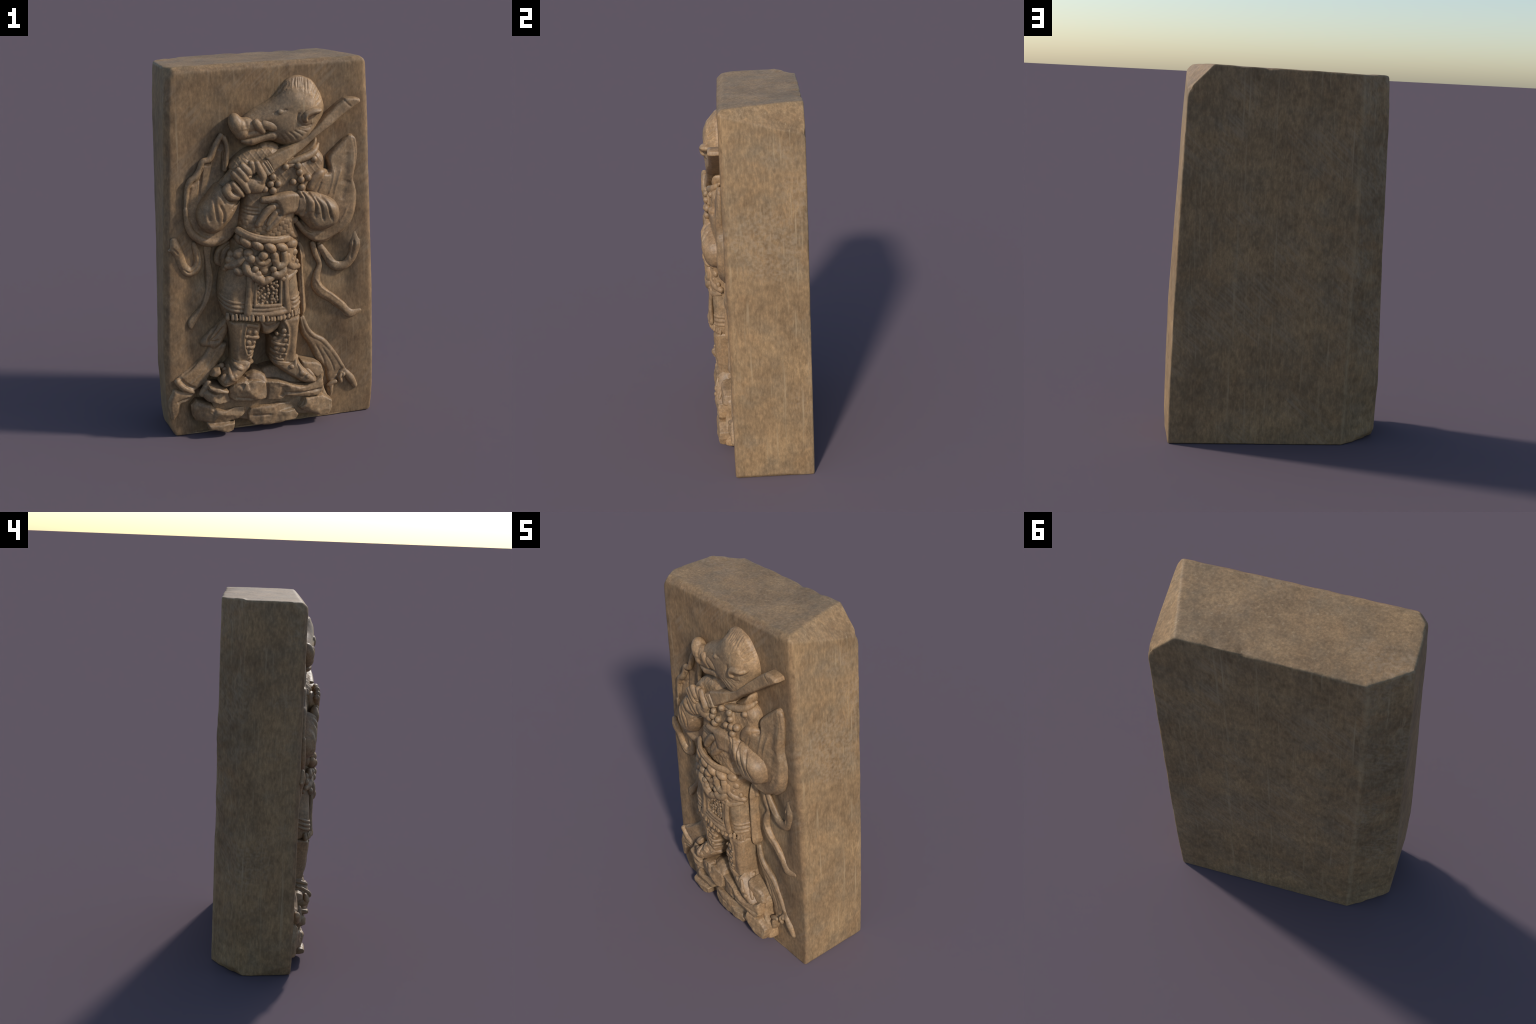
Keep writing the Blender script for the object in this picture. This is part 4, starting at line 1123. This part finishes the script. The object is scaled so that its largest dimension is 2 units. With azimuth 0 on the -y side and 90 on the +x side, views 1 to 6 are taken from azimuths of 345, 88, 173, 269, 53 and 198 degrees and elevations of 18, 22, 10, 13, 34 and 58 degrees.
part('shoe_ornament', [ball(on_surface(foot, [(0.145, -0.238, 0.320)], .004)[0], (.021, .013, .017), -.5), tube(on_surface(foot, catmull([(0.123, -0.238, 0.368),
        (0.135, -0.238, 0.346),
        (0.145, -0.238, 0.325)], 4), .004), .010, .9, 3), tube(on_surface(foot, catmull([(0.170, -0.236, 0.336),
        (0.189, -0.236, 0.315), (0.209, -0.236, 0.292)], 4), .006), [.010, .014, .012], .8, 3),
                       ball(on_surface(foot, [(0.089, -0.230, 0.362)], .004)[0], (.018, .011, .014), -.4), ball(on_surface(foot, [(0.174, -0.240, 0.299)], .004)[0], (.016, .012, .015))], foot, voxel=.0026)

# ------------------------------------------------------------------ rocks
def rock(prims, strokes=(), seed=0.):
    return part('rock', prims, root, strokes, [worn(.004, 16, seed), worn(.002, 45, seed + 3)], .003, 4, 0)


rock([pillow([(-0.342, -0.200, 0.218), (-0.312, -0.200, 0.284), (-0.238, -0.170, 0.316), (-0.107, -0.130, 0.332),
        (-0.017, -0.105, 0.353), (0.117, -0.120, 0.350), (0.260, -0.140, 0.329), (0.295, -0.170, 0.280), (0.290, -0.200, 0.206),
        (0.331, -0.200, 0.095), (0.311, -0.200, 0.040), (0.140, -0.200, 0.054), (-0.058, -0.200, 0.047),
        (-0.203, -0.200, 0.069), (-0.317, -0.200, 0.122), (-0.354, -0.200, 0.168)],
             [((-0.249, -0.210, 0.234), .062), ((-0.190, -0.170, 0.310), .02), ((-0.031, -0.120, 0.338), -.03),
                     ((0.062, -0.140, 0.335), -.01), ((0.182, -0.150, 0.323), .01), ((-0.045, -0.170, 0.311), .03),
                     ((-0.057, -0.210, 0.279), .07), ((0.086, -0.220, 0.269), .08), ((-0.059, -0.210, 0.156), .065),
                     ((0.187, -0.210, 0.120), .065), ((0.257, -0.180, 0.279), .04)], .014, .0)], seed=1.)
rock([rock_block([(-0.249, -0.250, 0.291), (-0.215, -0.250, 0.317), (-0.168, -0.250, 0.323), (-0.097, -0.250, 0.313),
        (-0.059, -0.250, 0.295), (-0.050, -0.250, 0.261), (-0.055, -0.250, 0.203), (-0.084, -0.250, 0.192),
        (-0.147, -0.250, 0.191), (-0.232, -0.250, 0.201), (-0.258, -0.250, 0.225), (-0.261, -0.250, 0.270)], .112, 3, .03, 3),
      rock_block([(-0.167, -0.210, 0.330), (-0.118, -0.170, 0.354), (-0.077, -0.180, 0.346), (-0.052, -0.210, 0.327),
              (-0.043, -0.210, 0.278), (-0.134, -0.210, 0.275)], .070, 3, .02, 5, (0, -.55))],
     [([(-0.227, -0.250, 0.225), (-0.194, -0.250, 0.219), (-0.137, -0.250, 0.212)], .006, .008), ([(-0.201, -0.250, 0.307),
             (-0.192, -0.250, 0.296), (-0.178, -0.250, 0.289)], .018, .012), ([(-0.149, -0.250, 0.330), (-0.154, -0.250, 0.301),
             (-0.145, -0.250, 0.269)], .016, .012), ([(-0.143, -0.250, 0.350), (-0.105, -0.250, 0.364),
             (-0.072, -0.250, 0.350)], .008, .006)], 2.)
rock([rock_block([(-0.409, -0.250, 0.266), (-0.376, -0.250, 0.287), (-0.334, -0.250, 0.261), (-0.260, -0.250, 0.242),
        (-0.251, -0.250, 0.198), (-0.318, -0.250, 0.194), (-0.374, -0.250, 0.206),
        (-0.405, -0.250, 0.241)], .090, 3, .022, 8, (.4, 0)),
      rock_block([(-0.372, -0.250, 0.309), (-0.314, -0.250, 0.298), (-0.259, -0.250, 0.270), (-0.264, -0.250, 0.248),
              (-0.334, -0.250, 0.263), (-0.371, -0.250, 0.286)], .1, 2, .016, 9)], seed=3.)
rock([rock_block([(-0.460, -0.250, 0.178), (-0.430, -0.250, 0.209), (-0.355, -0.250, 0.188), (-0.337, -0.250, 0.168),
        (-0.281, -0.250, 0.147), (-0.229, -0.250, 0.158), (-0.177, -0.250, 0.154), (-0.176, -0.250, 0.116),
        (-0.214, -0.250, 0.090), (-0.340, -0.250, 0.071), (-0.434, -0.250, 0.083),
        (-0.453, -0.250, 0.116)], .080, 3, .026, 12, (.42, 0)),
      rock_block([(-0.384, -0.235, 0.083), (-0.227, -0.235, 0.075), (-0.237, -0.235, 0.025), (-0.272, -0.235, 0.018),
              (-0.376, -0.235, 0.047)], .088, 2, .016, 13)], [([(-0.346, -0.250, 0.182), (-0.342, -0.250, 0.156),
              (-0.357, -0.250, 0.137)], .01, .006), ([(-0.280, -0.250, 0.177), (-0.283, -0.250, 0.147)], .012, -.008)], 4.)
rock([rock_block([(-0.159, -0.250, 0.117), (-0.142, -0.250, 0.143), (-0.070, -0.250, 0.156), (0.027, -0.250, 0.154),
        (0.113, -0.250, 0.142), (0.123, -0.250, 0.117), (0.125, -0.250, 0.064), (0.051, -0.250, 0.029), (-0.047, -0.250, 0.031),
        (-0.125, -0.250, 0.039), (-0.154, -0.250, 0.073)], .088, 3, .022, 21),
      rock_block([(-0.027, -0.260, 0.100), (-0.000, -0.260, 0.113), (0.107, -0.260, 0.109), (0.131, -0.260, 0.072),
              (0.114, -0.260, 0.044), (-0.026, -0.260, 0.040)], .096, 2, .014, 22)], [([(-0.143, -0.250, 0.100),
              (-0.070, -0.250, 0.099), (-0.027, -0.250, 0.095)], .006, .006)], 5.)
rock([rock_block([(-0.058, -0.250, 0.297), (0.014, -0.250, 0.289), (0.092, -0.250, 0.263), (0.165, -0.250, 0.246),
        (0.224, -0.250, 0.263), (0.266, -0.250, 0.288), (0.274, -0.250, 0.236), (0.269, -0.250, 0.200), (0.244, -0.250, 0.170),
        (0.155, -0.250, 0.177), (0.052, -0.250, 0.195), (0.028, -0.250, 0.170), (-0.055, -0.250, 0.184),
        (-0.073, -0.250, 0.238)], .106, 3, .02, 31)],
     [([(0.048, -0.250, 0.218), (0.150, -0.250, 0.209), (0.269, -0.250, 0.211)], .006, .009), ([(0.043, -0.250, 0.262),
             (0.040, -0.250, 0.222), (0.028, -0.250, 0.188)], .016, .012), ([(-0.048, -0.250, 0.285), (-0.047, -0.250, 0.234),
             (-0.055, -0.250, 0.189)], .008, .008)], 6.)
rock([rock_block([(0.158, -0.240, 0.175), (0.267, -0.240, 0.172), (0.322, -0.240, 0.133), (0.325, -0.240, 0.094),
        (0.303, -0.240, 0.045), (0.252, -0.240, 0.046), (0.207, -0.240, 0.066), (0.143, -0.240, 0.094), (0.126, -0.240, 0.117),
        (0.148, -0.240, 0.145)], .098, 3, .026, 41)], [([(0.157, -0.250, 0.175), (0.150, -0.250, 0.139),
        (0.125, -0.250, 0.122)], .008, .008)], 7.)
rock([rock_block([(0.152, -0.200, 0.379), (0.240, -0.200, 0.357), (0.271, -0.200, 0.335), (0.286, -0.200, 0.284),
        (0.240, -0.200, 0.264), (0.152, -0.200, 0.328)], .062, 2, .016, 51)], seed=8.)
rock([rock_block([(-0.354, -0.205, 0.351), (-0.334, -0.205, 0.386), (-0.301, -0.205, 0.394), (-0.293, -0.205, 0.360),
        (-0.322, -0.205, 0.339)], .065, 2, .014, 61), ball((-0.282, -0.150, 0.383), .018), ball((-0.268, -0.180, 0.374),
        (.018, .014, .012))], seed=9.)
